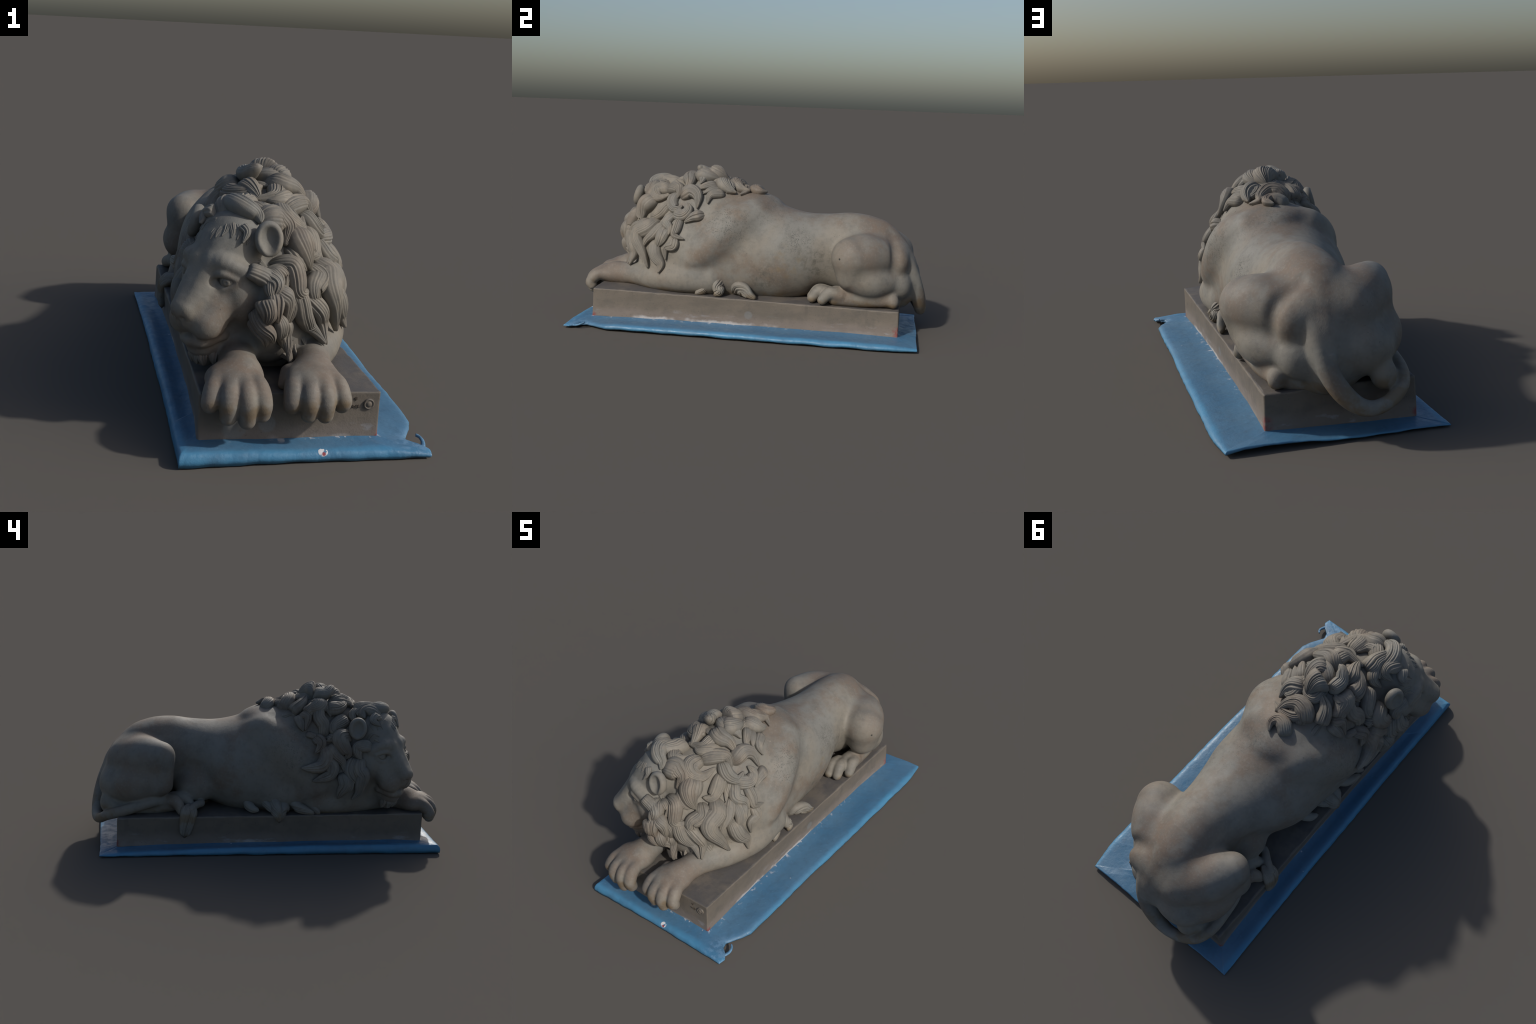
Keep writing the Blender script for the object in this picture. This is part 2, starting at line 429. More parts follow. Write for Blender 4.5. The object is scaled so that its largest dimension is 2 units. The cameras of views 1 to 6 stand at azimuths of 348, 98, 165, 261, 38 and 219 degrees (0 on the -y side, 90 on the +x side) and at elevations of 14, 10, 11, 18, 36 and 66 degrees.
# ======================================================================
# MATERIALS
# ======================================================================
class Nodes:
    """small helper to write node trees as expressions"""
    def __init__(self, name):
        self.mat = bpy.data.materials.new(name)
        self.mat.use_nodes = True
        self.t = self.mat.node_tree
        self.t.nodes.clear()
        self.out = self.t.nodes.new("ShaderNodeOutputMaterial")
        self.bsdf = self.t.nodes.new("ShaderNodeBsdfPrincipled")
        self.t.links.new(self.bsdf.outputs[0], self.out.inputs[0])
        self.co = self.t.nodes.new("ShaderNodeTexCoord").outputs["Object"]

    def link(self, a, b):
        if hasattr(a, "is_linked") or isinstance(a, bpy.types.NodeSocket):
            self.t.links.new(a, b)
        else:
            b.default_value = a

    def noise(self, scale, detail=4, rough=0.55, vec=None, stretch=None, offset=(0, 0, 0), distort=0.0):
        m = self.t.nodes.new("ShaderNodeMapping")
        m.inputs["Location"].default_value = offset
        m.inputs["Scale"].default_value = stretch or (1, 1, 1)
        self.link(vec or self.co, m.inputs["Vector"])
        n = self.t.nodes.new("ShaderNodeTexNoise")
        n.inputs["Scale"].default_value = scale
        n.inputs["Detail"].default_value = detail
        n.inputs["Roughness"].default_value = rough
        n.inputs["Distortion"].default_value = distort
        self.link(m.outputs[0], n.inputs["Vector"])
        return n.outputs["Fac"]

    def voronoi(self, scale, vec=None, rand=1.0):
        n = self.t.nodes.new("ShaderNodeTexVoronoi")
        n.inputs["Scale"].default_value = scale
        n.inputs["Randomness"].default_value = rand
        self.link(vec or self.co, n.inputs["Vector"])
        return n.outputs["Distance"], n.outputs["Color"]

    def ramp(self, fac, lo, hi, a=0.0, b=1.0):
        n = self.t.nodes.new("ShaderNodeMapRange")
        n.interpolation_type = 'SMOOTHSTEP'
        self.link(fac, n.inputs["Value"])
        n.inputs["From Min"].default_value = lo
        n.inputs["From Max"].default_value = hi
        n.inputs["To Min"].default_value = a
        n.inputs["To Max"].default_value = b
        return n.outputs[0]

    def math(self, op, a, b=0.0):
        n = self.t.nodes.new("ShaderNodeMath")
        n.operation = op
        self.link(a, n.inputs[0])
        self.link(b, n.inputs[1])
        return n.outputs[0]

    def mix(self, fac, a, b, mode='MIX'):
        n = self.t.nodes.new("ShaderNodeMix")
        n.data_type = 'RGBA'
        n.blend_type = mode
        self.link(fac, n.inputs["Factor"])
        self.link(a if not isinstance(a, tuple) else (*a, 1), n.inputs["A"])
        self.link(b if not isinstance(b, tuple) else (*b, 1), n.inputs["B"])
        return n.outputs["Result"]

    def xyz(self):
        n = self.t.nodes.new("ShaderNodeSeparateXYZ")
        self.link(self.co, n.inputs[0])
        return n.outputs

    def ball(self, c, r0, r1):
        """soft spherical mask around a point"""
        n = self.t.nodes.new("ShaderNodeVectorMath")
        n.operation = 'DISTANCE'
        self.link(self.co, n.inputs[0])
        n.inputs[1].default_value = c
        return self.ramp(n.outputs["Value"], r0, r1, 1, 0)

    def finish(self, color, rough=0.6, bump=None, strength=0.3, distance=0.004, spec=0.3):
        self.link(color if not isinstance(color, tuple) else (*color, 1), self.bsdf.inputs["Base Color"])
        self.link(rough, self.bsdf.inputs["Roughness"])
        self.bsdf.inputs["Specular IOR Level"].default_value = spec
        if bump is not None:
            b = self.t.nodes.new("ShaderNodeBump")
            b.inputs["Strength"].default_value = strength
            b.inputs["Distance"].default_value = distance
            self.link(bump, b.inputs["Height"])
            self.t.links.new(b.outputs[0], self.bsdf.inputs["Normal"])
        return self.mat


def marble_material(name="weathered_marble", vary=False):
    m = Nodes(name)
    cool, warm, brown = (0.180, 0.178, 0.163), (0.193, 0.177, 0.149), (0.150, 0.116, 0.089)
    c = m.mix(m.ramp(m.noise(2.6, 5, 0.6), 0.40, 0.62), cool, warm)
    c = m.mix(m.ramp(m.noise(3.6, 5, 0.62, offset=(3, 1, 5)), 0.48, 0.66, 0, 0.80), c, brown)
    # pinkish handling wear on the forepaws, warm back and rump
    for p, r0, r1, k in (((0.02, -0.86, 0.24), 0.10, 0.26, 0.7), ((-0.25, -0.86, 0.24), 0.10, 0.26, 0.7),
                         ((-0.02, 0.10, 0.72), 0.05, 0.22, 0.8), ((0.0, 0.74, 0.60), 0.10, 0.34, 0.85), ((-0.20, 0.75, 0.45), 0.05, 0.25, 0.6),
                         ((0.30, 0.62, 0.48), 0.04, 0.18, 0.7)):
        c = m.mix(m.math('MULTIPLY', m.ball(p, r0, r1), m.ramp(m.noise(7, 5, 0.6, offset=p), 0.36, 0.62, 0, k)), c, (0.152, 0.114, 0.088))
    # grey veil, cloudy soiling and fine mottling
    c = m.mix(m.ramp(m.noise(9, 6, 0.65, offset=(2, 7, 1)), 0.48, 0.70, 0, 0.50), c, (0.122, 0.119, 0.108))
    c = m.mix(m.ramp(m.noise(30, 6, 0.65), 0.45, 0.72, 0, 0.42), c, (0.115, 0.111, 0.101))
    c = m.mix(m.ramp(m.noise(90, 4, 0.6), 0.5, 0.72, 0, 0.40), c, (0.215, 0.200, 0.175))
    if vary:                                            # every lock a slightly different tone
        info = m.t.nodes.new("ShaderNodeObjectInfo")
        c = m.mix(m.ramp(info.outputs["Random"], 0.0, 1.0, 0, 0.42), c, (0.135, 0.125, 0.110))
        c = m.mix(m.ramp(m.noise(26, 3, 0.5, stretch=(1, 1, 0.35)), 0.46, 0.66, 0, 0.5), c, (0.235, 0.208, 0.170))
    # ochre deposit where the body meets the slab
    z = m.xyz()[2]
    low = m.math('MULTIPLY', m.ramp(z, 0.205, 0.235, 1, 0), m.ramp(m.noise(14, 4), 0.42, 0.6, 0, 0.6))
    c = m.mix(low, c, (0.15, 0.105, 0.055))
    # black lichen specks, dense on the shoulder and the flank
    d, _ = m.voronoi(120)
    d2, _ = m.voronoi(52)
    d3, _ = m.voronoi(75)
    field = m.math('MAXIMUM', m.ball((0.26, -0.12, 0.60), 0.02, 0.20), m.ball((0.22, 0.27, 0.53), 0.01, 0.13))
    field = m.math('MAXIMUM', field, m.math('MULTIPLY', m.ball((-0.30, -0.10, 0.58), 0.03, 0.20), 0.6))
    field = m.math('MAXIMUM', field, m.math('MULTIPLY', m.ball((0.05, 0.1, 0.68), 0.03, 0.22), 0.45))
    patch = m.math('MULTIPLY', field, m.ramp(m.noise(13, 5, 0.7), 0.42, 0.62))
    specks = m.math('MULTIPLY', m.ramp(d, 0.22, 0.36, 1, 0), patch)
    blots = m.math('MULTIPLY', m.ramp(m.math('ADD', d3, m.math('MULTIPLY', m.noise(150, 2), 0.12)), 0.22, 0.32, 1, 0),
                   m.math('MULTIPLY', m.ball((0.21, 0.28, 0.545), 0.0, 0.16), m.ramp(m.noise(17, 4, 0.65, offset=(1, 2, 3)), 0.50, 0.58)))
    specks = m.math('MAXIMUM', specks, blots)
    dark_mask = m.math('MULTIPLY', m.math('MAXIMUM', m.ball((0.18, 0.38, 0.40), 0.03, 0.16), m.ball((0.22, 0.10, 0.30), 0.02, 0.14)), m.ramp(m.noise(34, 6, 0.75), 0.44, 0.66))  # darker grainy patches low on the belly and in front of the thigh
    c = m.mix(m.math('MULTIPLY', dark_mask, 0.6), c, (0.072, 0.070, 0.058))
    c = m.mix(m.math('MULTIPLY', m.ball((0.22, 0.22, 0.40), 0.03, 0.14), m.ramp(m.noise(16, 4), 0.45, 0.65, 0, 0.5)), c, (0.185, 0.140, 0.080))
    rare = m.math('MULTIPLY', m.ramp(d2, 0.07, 0.12, 1, 0), m.ramp(m.noise(6, 3), 0.56, 0.64, 0, 0.75))
    c = m.mix(m.math('MULTIPLY', m.math('MAXIMUM', specks, rare), 0.85), c, (0.035, 0.036, 0.036))
    c = m.mix(m.math('MULTIPLY', m.math('MULTIPLY', field, m.ramp(m.noise(60, 6, 0.75), 0.5, 0.68)), 0.55), c, (0.075, 0.075, 0.068))
    for p, r in (((0.335, 0.515, 0.461), 0.008), ((-0.30, -0.02, 0.62), 0.010), ((-0.25, 0.36, 0.58), 0.016)):
        c = m.mix(m.ball(p, r*0.5, r), c, (0.04, 0.04, 0.038))
    h = m.math('ADD', m.noise(45, 5, 0.6), m.math('MULTIPLY', m.noise(260, 2), 0.5))
    return m.finish(c, m.ramp(m.noise(9, 4), 0.3, 0.7, 0.56, 0.74), h, 0.20, 0.005, 0.28)


def plinth_material():
    m = Nodes("plinth_stone")
    geo = m.t.nodes.new("ShaderNodeNewGeometry")
    nz = m.t.nodes.new("ShaderNodeSeparateXYZ")
    m.link(geo.outputs["Normal"], nz.inputs[0])
    x, y, z = m.xyz()
    c = m.mix(m.ramp(m.noise(4, 5, 0.6, stretch=(1, 1, 2)), 0.35, 0.68), (0.128, 0.112, 0.093), (0.155, 0.132, 0.108))
    c = m.mix(m.ramp(m.noise(18, 6, 0.65), 0.45, 0.7, 0, 0.5), c, (0.098, 0.090, 0.080))
    # grey grime lying on the top face
    dark_mask = m.math('MULTIPLY', m.ramp(nz.outputs[2], 0.6, 0.9), m.ramp(m.noise(9, 5, 0.65), 0.3, 0.62, 0.25, 0.9))
    c = m.mix(dark_mask, c, (0.080, 0.076, 0.076))
    # run marks down the sides
    runs = m.math('MULTIPLY', m.ramp(m.noise(16, 3, stretch=(1, 1, 0.06)), 0.60, 0.72, 0, 0.55), m.ramp(z, 0.06, 0.19))
    c = m.mix(runs, c, (0.085, 0.078, 0.068))
    # pale plaster and lime along the foot, some red primer at its corners
    foot = m.ramp(m.math('ADD', z, m.math('MULTIPLY', m.noise(8, 4), -0.07)), 0.025, 0.075, 1, 0)
    c = m.mix(m.math('MULTIPLY', foot, 0.55), c, (0.205, 0.172, 0.152))
    smear = m.math('MULTIPLY', m.ramp(z, 0.05, 0.12, 1, 0), m.ramp(m.noise(13, 5, 0.6, stretch=(0.6, 0.35, 1.6)), 0.58, 0.66))
    c = m.mix(m.math('MULTIPLY', smear, 0.6), c, (0.27, 0.275, 0.29))
    lime = m.math('MULTIPLY', m.ramp(m.math('ADD', z, m.math('MULTIPLY', m.noise(30, 4), -0.03)), 0.030, 0.046, 1, 0),
                  m.math('MULTIPLY', m.ramp(m.noise(5, 4), 0.48, 0.64, 0, 0.7), m.ramp(y, -0.1, 0.5, 1, 0.15)))
    c = m.mix(lime, c, (0.48, 0.47, 0.47))
    for p, r in (((0.257, 0.848, 0.06), 0.045), ((0.254, -0.88, 0.045), 0.03), ((-0.352, 0.857, 0.04), 0.03)):
        c = m.mix(m.math('MULTIPLY', m.ball(p, r*0.3, r), m.ramp(m.noise(40, 4), 0.4, 0.6, 0.1, 0.8)), c, (0.20, 0.035, 0.035))
    for p, r in (((-0.25, -0.875, 0.09), 0.05), ((-0.14, -0.876, 0.10), 0.035), ((0.26, 0.02, 0.10), 0.03)):
        c = m.mix(m.math('MULTIPLY', m.ball(p, r*0.7, r), m.ramp(m.noise(14, 3), 0.44, 0.5, 0, 0.6)), c, (0.17, 0.175, 0.175))
    c = m.mix(m.ramp(m.noise(120, 4), 0.6, 0.75, 0, 0.5), c, (0.06, 0.056, 0.05))
    return m.finish(c, 0.6, m.math('ADD', m.noise(35, 6, 0.7), m.math('MULTIPLY', m.noise(160, 3), 0.4)), 0.30, 0.006, 0.3)


def paint_material():
    m = Nodes("blue_paint")
    c = m.mix(m.ramp(m.noise(3.5, 5, 0.6), 0.35, 0.68), (0.050, 0.142, 0.250), (0.070, 0.160, 0.258))
    c = m.mix(m.ramp(m.noise(24, 6, 0.7), 0.45, 0.72, 0, 0.55), c, (0.055, 0.115, 0.185))
    c = m.mix(m.ramp(m.noise(70, 4, 0.6), 0.62, 0.78, 0, 0.5), c, (0.12, 0.26, 0.38))
    # brighter, cleaner paint along the outer rim
    x, y, z = m.xyz()
    ax = m.math('ABSOLUTE', x)
    ay = m.math('ABSOLUTE', y)
    rim = m.math('MAXIMUM', m.ramp(ax, 0.405, 0.432), m.ramp(ay, 0.935, 0.962))
    c = m.mix(m.math('MULTIPLY', rim, m.ramp(m.noise(10, 4), 0.3, 0.6, 0.35, 0.9)), c, (0.058, 0.205, 0.350))
    # flakes: white filler with a bit of red
    flake, _ = m.voronoi(7.5)
    fl = m.math('MULTIPLY', m.ramp(m.math('ADD', flake, m.math('MULTIPLY', m.noise(60, 3), 0.10)), 0.075, 0.085, 1, 0), 1.0)
    chip = m.ball((0.035, -0.968, 0.036), 0.010, 0.019)
    chip = m.math('MULTIPLY', chip, m.ramp(m.noise(55, 3), 0.40, 0.46))
    c = m.mix(m.math('MULTIPLY', fl, 0.7), c, (0.42, 0.45, 0.50))
    c = m.mix(m.ramp(chip, 0.05, 0.25), c, (0.62, 0.62, 0.64))
    c = m.mix(m.ball((0.037, -0.972, 0.028), 0.004, 0.009), c, (0.25, 0.04, 0.05))
    # lime dust where the slab stands
    near = m.math('MULTIPLY', m.ramp(ax, 0.255, 0.275, 1, 0), m.ramp(m.noise(28, 4), 0.58, 0.66, 0, 0.7))
    near = m.math('MULTIPLY', near, m.math('MULTIPLY', m.ramp(y, 0.2, 0.86, 1, 0), m.ramp(y, -0.915, -0.89, 0, 1)))
    c = m.mix(near, c, (0.40, 0.42, 0.46))
    cracked = m.math('MULTIPLY', m.ball((0.41, -0.93, 0.03), 0.06, 0.14), m.ramp(m.noise(30, 5, 0.7), 0.45, 0.6))
    c = m.mix(m.math('MULTIPLY', cracked, 0.6), c, (0.14, 0.26, 0.40))
    return m.finish(c, m.ramp(m.noise(30, 4), 0.3, 0.7, 0.35, 0.55), m.math('ADD', m.noise(40, 5, 0.65), m.math('MULTIPLY', m.noise(9, 3), 1.2)), 0.35, 0.006, 0.4)


# ======================================================================
# MESH HELPERS
# ======================================================================
ROOT = bpy.data.objects.new("lion_statue", None)
bpy.context.scene.collection.objects.link(ROOT)
ROOT["label"] = "reclining marble lion with curly mane on blue base"
ROOT["category"] = "lion sculpture"


def add_object(name, verts, faces, mat, parent=None, smooth=True):
    me = bpy.data.meshes.new(name)
    me.from_pydata([tuple(v) for v in verts], [], [tuple(int(i) for i in f) for f in faces])
    me.materials.append(mat)
    if smooth:
        me.polygons.foreach_set("use_smooth", np.ones(len(me.polygons), bool))
    me.update()
    ob = bpy.data.objects.new(name, me)
    bpy.context.scene.collection.objects.link(ob)
    ob.parent = parent or ROOT
    return ob


def fast_mesh(name, V, Q):
    me = bpy.data.meshes.new(name)
    me.vertices.add(len(V))
    me.vertices.foreach_set("co", np.asarray(V, np.float32).ravel())
    me.loops.add(Q.size)
    me.loops.foreach_set("vertex_index", Q.ravel().astype(np.int32))
    me.polygons.add(len(Q))
    me.polygons.foreach_set("loop_start", np.arange(0, Q.size, Q.shape[1], dtype=np.int32))
    me.update(calc_edges=True)
    me.polygons.foreach_set("use_smooth", np.ones(len(Q), bool))
    return me


def build_body(S, mat):
    V, Q, lab = S.mesh()
    whole = fast_mesh("whole_body", V, Q)
    nrm = np.empty(len(V)*3, np.float32)
    whole.vertex_normals.foreach_get("vector", nrm)
    nrm = nrm.reshape(-1, 3)
    parts = {}
    for li, name in enumerate(LABELS):
        f = Q[lab == li]
        if not len(f):
            continue
        # one object per connected region, so both limbs of a pair are separate
        for comp in components(f, len(V)):
            used, inv = np.unique(comp, return_inverse=True)
            me = fast_mesh(name, V[used], inv.reshape(comp.shape))
            me.materials.append(mat)
            me.normals_split_custom_set_from_vertices([tuple(n) for n in nrm[used]])
            ob = bpy.data.objects.new(name, me)
            bpy.context.scene.collection.objects.link(ob)
            ob.parent = ROOT
            parts.setdefault(name, []).append(ob)
    bpy.data.meshes.remove(whole)
    return parts


def components(Q, nv):
    """connected groups of faces by label propagation; crumbs join the largest"""
    lab = np.arange(nv)
    while True:
        m = lab[Q].min(1)
        new = lab.copy()
        for j in range(Q.shape[1]):
            np.minimum.at(new, Q[:, j], m)
        new = new[new]
        if (new == lab).all():
            break
        lab = new
    ids, inv, cnt = np.unique(lab[Q[:, 0]], return_inverse=True, return_counts=True)
    big = [i for i in range(len(ids)) if cnt[i] > 600]
    if not big:
        return [Q]
    home = np.argmax(cnt)
    inv = np.where(cnt[inv] > 600, inv, home)
    return [Q[inv == i] for i in big]


# ======================================================================
# PLINTH AND BASE
# ======================================================================
PL_TOP = [(0.257, -0.874, 0.201), (0.256, 0.846, 0.177), (-0.345, 0.855, 0.188), (-0.373, -0.874, 0.217)]
PL_LOW = [(0.254, -0.880, 0.046), (0.257, 0.848, 0.041), (-0.352, 0.857, 0.027), (-0.377, -0.876, 0.057)]


def smooth_noise(P, scale, seed):
    """cheap band-limited noise: a few random plane waves"""
    g = np.random.default_rng(seed)
    out = np.zeros(len(P))
    for _ in range(9):
        k = g.normal(size=3)
        k *= scale*g.uniform(0.6, 1.5)/np.linalg.norm(k)
        out += np.sin(P @ k + g.uniform(0, 6.28))
    return out/4.0


def build_plinth(mat):
    """rounded block on a lattice, bent to the eight measured corners, edges worn"""
    half = np.array([0.31, 0.86, 0.085])
    r = 0.007
    def line(h, step):
        core = np.linspace(-h + 2.2*r, h - 2.2*r, max(3, int(2*h/step)))
        e = h - r*np.array([0, 0.25, 0.5, 0.8, 1.2, 1.6])
        return np.concatenate([-e, core, e[::-1]])
    ax = [line(h, 0.012) for h in half]
    V, F, base = [], [], 0
    for a in range(3):
        b, c = [j for j in range(3) if j != a]
        for sgn in (-1, 1):
            B, C = np.meshgrid(ax[b], ax[c], indexing="ij")
            P = np.zeros(B.shape + (3,))
            P[..., a], P[..., b], P[..., c] = sgn*half[a], B, C
            V.append(P.reshape(-1, 3))
            n, m = B.shape
            i, j = np.meshgrid(np.arange(n - 1), np.arange(m - 1), indexing="ij")
            q = (i*m + j).ravel() + base
            quad = np.column_stack([q, q + m, q + m + 1, q + 1])
            if (sgn > 0) == (a == 1):
                quad = quad[:, ::-1]
            F.append(quad)
            base += n*m
    P, F = np.vstack(V), np.vstack(F)
    core = np.clip(P, -(half - r), half - r)
    d = P - core
    N = d/np.maximum(np.linalg.norm(d, axis=1, keepdims=True), 1e-9)
    edge = (np.abs(d) > 1e-6).sum(1) > 1
    wear = 0.0012*smooth_noise(P, 30, 3) + 0.0006*smooth_noise(P, 110, 4)
    chip = np.where(edge, -0.0035*np.clip(smooth_noise(P, 60, 5) - 0.15, 0, 1), 0)
    P = core + N*(r + wear + chip)[:, None]
    t = P/half*0.5 + 0.5
    top, low = np.array(PL_TOP), np.array(PL_LOW) - [0, 0, 0.014]
    mixc = lambda c: ((1 - t[:, :1])*((1 - t[:, 1:2])*c[3] + t[:, 1:2]*c[2]) + t[:, :1]*((1 - t[:, 1:2])*c[0] + t[:, 1:2]*c[1]))
    W = mixc(low)*(1 - t[:, 2:]) + mixc(top)*t[:, 2:]
    # the long sides are undercut: drawn in at the foot between the corners
    mid = (1 - np.abs(2*t[:, 1:2] - 1)**3)*(1 - t[:, 2:])
    W[:, :1] += mid*(0.024*(1 - t[:, :1]) - 0.014*t[:, :1])
    ob = add_object("plinth", W, F, mat)
    bm = bmesh.new()
    bm.from_mesh(ob.data)
    bmesh.ops.remove_doubles(bm, verts=bm.verts, dist=0.0004)
    bmesh.ops.recalc_face_normals(bm, faces=bm.faces)
    bm.to_mesh(ob.data)
    bm.free()
    return ob


def build_marks(plinth, mat):
    """round stud, catalogue number and little star on the front face"""
    c = np.array([0.2145, -0.8775, 0.158])
    prof = [(0.0, 0.006), (0.004, 0.0058), (0.008, 0.0045), (0.0105, 0.002), (0.0125, 0.0012), (0.0145, 0.0035),
            (0.0165, 0.0042), (0.0185, 0.003), (0.0195, -0.004)]
    V, seg = [], 40
    for rr, h in prof:
        for j in range(seg):
            a = 2*math.pi*j/seg
            V.append(c + np.array([rr*math.cos(a), -h, rr*math.sin(a)]))
    F = [(i*seg + j, i*seg + (j+1) % seg, (i+1)*seg + (j+1) % seg, (i+1)*seg + j) for i in range(len(prof)-1) for j in range(seg)]
    add_object("stud", V, F, mat, plinth)
    dark = Nodes("incised_number").finish((0.078, 0.062, 0.048), 0.7)
    for txt, size, pos in (("945", 0.0165, (0.1675, -0.8776, 0.1455)), ("*", 0.030, (0.167, -0.8768, 0.164))):
        cu = bpy.data.curves.new("number", 'FONT')
        cu.body, cu.size, cu.extrude, cu.align_x = txt, size, 0.0012, 'CENTER'
        cu.space_character = 1.25
        tmp = bpy.data.objects.new("number", cu)
        bpy.context.scene.collection.objects.link(tmp)
        dg = bpy.context.evaluated_depsgraph_get()
        me = bpy.data.meshes.new_from_object(tmp.evaluated_get(dg))
        bpy.data.objects.remove(tmp)
        me.materials.clear()
        me.materials.append(dark)
        for v in me.vertices:                      # stand the text up, facing -y
            x, y, z = v.co
            v.co = (pos[0] + x, pos[1] - z, pos[2] + y)
        ob = bpy.data.objects.new("catalogue_number" if txt[0] == "9" else "star_mark", me)
        bpy.context.scene.collection.objects.link(ob)
        ob.parent = plinth


def build_base(mat):
    """painted sheet around the slab: rolled rim in front, west and east, thin edge behind where the scan surface is open"""
    rng = np.random.default_rng(5)
    inn = np.array(PL_LOW)
    n_long, n_short = 420, 190
    # outer edge as x(y) on the long sides and y(x) on the short ones
    ey = [-0.990, -0.955, -0.930, -0.905, -0.872, -0.845, -0.80, -0.75, -0.50, -0.30, 0.10, 0.45, 0.75, 0.83, 0.952]
    ex = [0.414, 0.421, 0.404, 0.370, 0.360, 0.376, 0.404, 0.424, 0.432, 0.430, 0.440, 0.447, 0.450, 0.447, 0.430]
    rings_in, rings_out, rim_z, low_z, roll = [], [], [], [], []
    t = np.linspace(0, 1, n_long, endpoint=False)
    y = -0.990 + t*1.942                                              # east, front to back
    rings_in.append(inn[0] + t[:, None]*(inn[1] - inn[0]))
    rings_out.append(np.column_stack([np.interp(y, ey, ex), y]))
    rim_z.append(np.interp(y, [-1, -0.85, -0.7, 0.8, 0.95], [0.020, 0.028, 0.040, 0.036, 0.024]))
    low_z.append(np.interp(y, [-1, -0.85, 0.95], [0.006, 0.010, 0.006]))
    roll.append(np.full(n_long, 0.030))
    t = np.linspace(0, 1, n_short, endpoint=False)
    x = 0.430 - t*0.879                                               # rear, east to west
    rings_in.append(inn[1] + t[:, None]*(inn[2] - inn[1]))
    rings_out.append(np.column_stack([x, 0.952 - 0.004*np.sin(t*9)]))
    rim_z.append(np.interp(x, [-0.449, -0.40, 0.0, 0.2, 0.36, 0.43], [0.010, 0.014, 0.016, 0.030, 0.030, 0.024]))
    low_z.append(np.interp(x, [-0.449, -0.40, 0.0, 0.2, 0.36, 0.43], [0.001, 0.006, 0.008, 0.021, 0.021, 0.006]))
    roll.append(np.full(n_short, 0.012))
    t = np.linspace(0, 1, n_long, endpoint=False)
    y = 0.952 - t*1.926                                               # west, back to front
    rings_in.append(inn[2] + t[:, None]*(inn[3] - inn[2]))
    rings_out.append(np.column_stack([-0.449 + 0.006*np.sin(t*math.pi), y]))
    rim_z.append(np.interp(y, [-0.97, -0.25, 0.2, 0.7, 0.95], [0.050, 0.047, 0.039, 0.026, 0.014]))
    low_z.append(np.full(n_long, 0.003))
    roll.append(np.full(n_long, 0.022))
    t = np.linspace(0, 1, n_short, endpoint=False)
    x = -0.449 + t*0.863                                              # front, west to east
    rings_in.append(inn[3] + t[:, None]*(inn[0] - inn[3]))
    rings_out.append(np.column_stack([x, -0.974 - 0.016*t**2]))
    rim_z.append(np.interp(x, [-0.449, 0.1, 0.3, 0.414], [0.050, 0.037, 0.034, 0.020]))
    low_z.append(np.full(n_short, 0.003))
    roll.append(np.full(n_short, 0.030))
    I, O = np.vstack(rings_in), np.vstack(rings_out)
    rz, lz, ro = map(np.concatenate, (rim_z, low_z, roll))
    n = len(I)
    s = np.arange(n)
    rag = 0.0008*np.sin(s*0.21 + 3*np.sin(s*0.053)) + 0.0012*np.sin(s*0.031 + 1) - 0.0018*np.clip(np.sin(s*0.37 + 4*np.sin(s*0.11)) - 0.6, 0, 1)
    dirs = O - I[:, :2]
    dirs /= np.linalg.norm(dirs, axis=1, keepdims=True)
    O = O + dirs*(rag - 0.001)[:, None]
    lz = np.maximum(lz + 0.0025*np.sin(s*0.047 + 3*np.sin(s*0.011))*np.sin(s*0.13 + 1), 0.0)
    L = np.linalg.norm(O - I[:, :2], axis=1)
    # the sheet sags into a shallow trough along the long sides
    yn = I[:, 1]/0.86
    trough = np.clip(1.15 - yn**4, 0, 1)*(np.abs(dirs[:, 0]) > 0.7)
    rings = []
    inner = I[:, :2] - dirs*0.045
    for f, dz in ((0.0, 0.0), (0.12, 0.0), (0.25, -0.001), (0.42, -0.002), (0.60, -0.001), (0.80, 0.001), (1.0, 0.0)):
        xy = inner + f*((O - dirs*ro[:, None]) - inner)
        z = I[:, 2]*(1 - f) + rz*f + dz - 0.005*trough*math.sin(math.pi*min(f, 1))**1.5
        rings.append(np.column_stack([xy, z]))
    for a in (20, 40, 60, 80, 92):                                    # rolled rim
        a = math.radians(a)
        xy = O - dirs*(ro*(1 - math.sin(a)))[:, None]
        z = lz + (rz - lz)*(0.35 + 0.65*max(math.cos(a), 0))
        rings.append(np.column_stack([xy, z]))
    rings.append(np.column_stack([O - dirs*0.002, lz]))
    rings.append(np.column_stack([O - dirs*0.012, np.minimum(lz + 0.003, 0.5*(lz + rz))]))
    rings.append(np.column_stack([O - dirs*0.05, np.maximum(0.6*rz, 0.004)]))
    rings.append(np.column_stack([inner, I[:, 2]*0.5]))
    V = np.vstack(rings)
    V[:, 2] += np.where(V[:, 2] > 0.012, 0.0016*smooth_noise(V*[1, 1, 0.2], 28, 8), 0)
    V[:, 2] = np.maximum(V[:, 2], 0)
    k = len(rings)
    j = np.arange(n)
    jn = (j + 1) % n
    Q = np.vstack([np.column_stack([i*n + j, i*n + jn, (i+1) % k*n + jn, (i+1) % k*n + j]) for i in range(k)])[:, ::-1]
    # torn tongue of paint curling round the broken corner
    P = spline([(0.395, -0.945, 0.014), (0.408, -0.922, 0.016), (0.413, -0.902, 0.022), (0.408, -0.884, 0.029), (0.398, -0.874, 0.032)], 14)
    V2, F2 = [], []
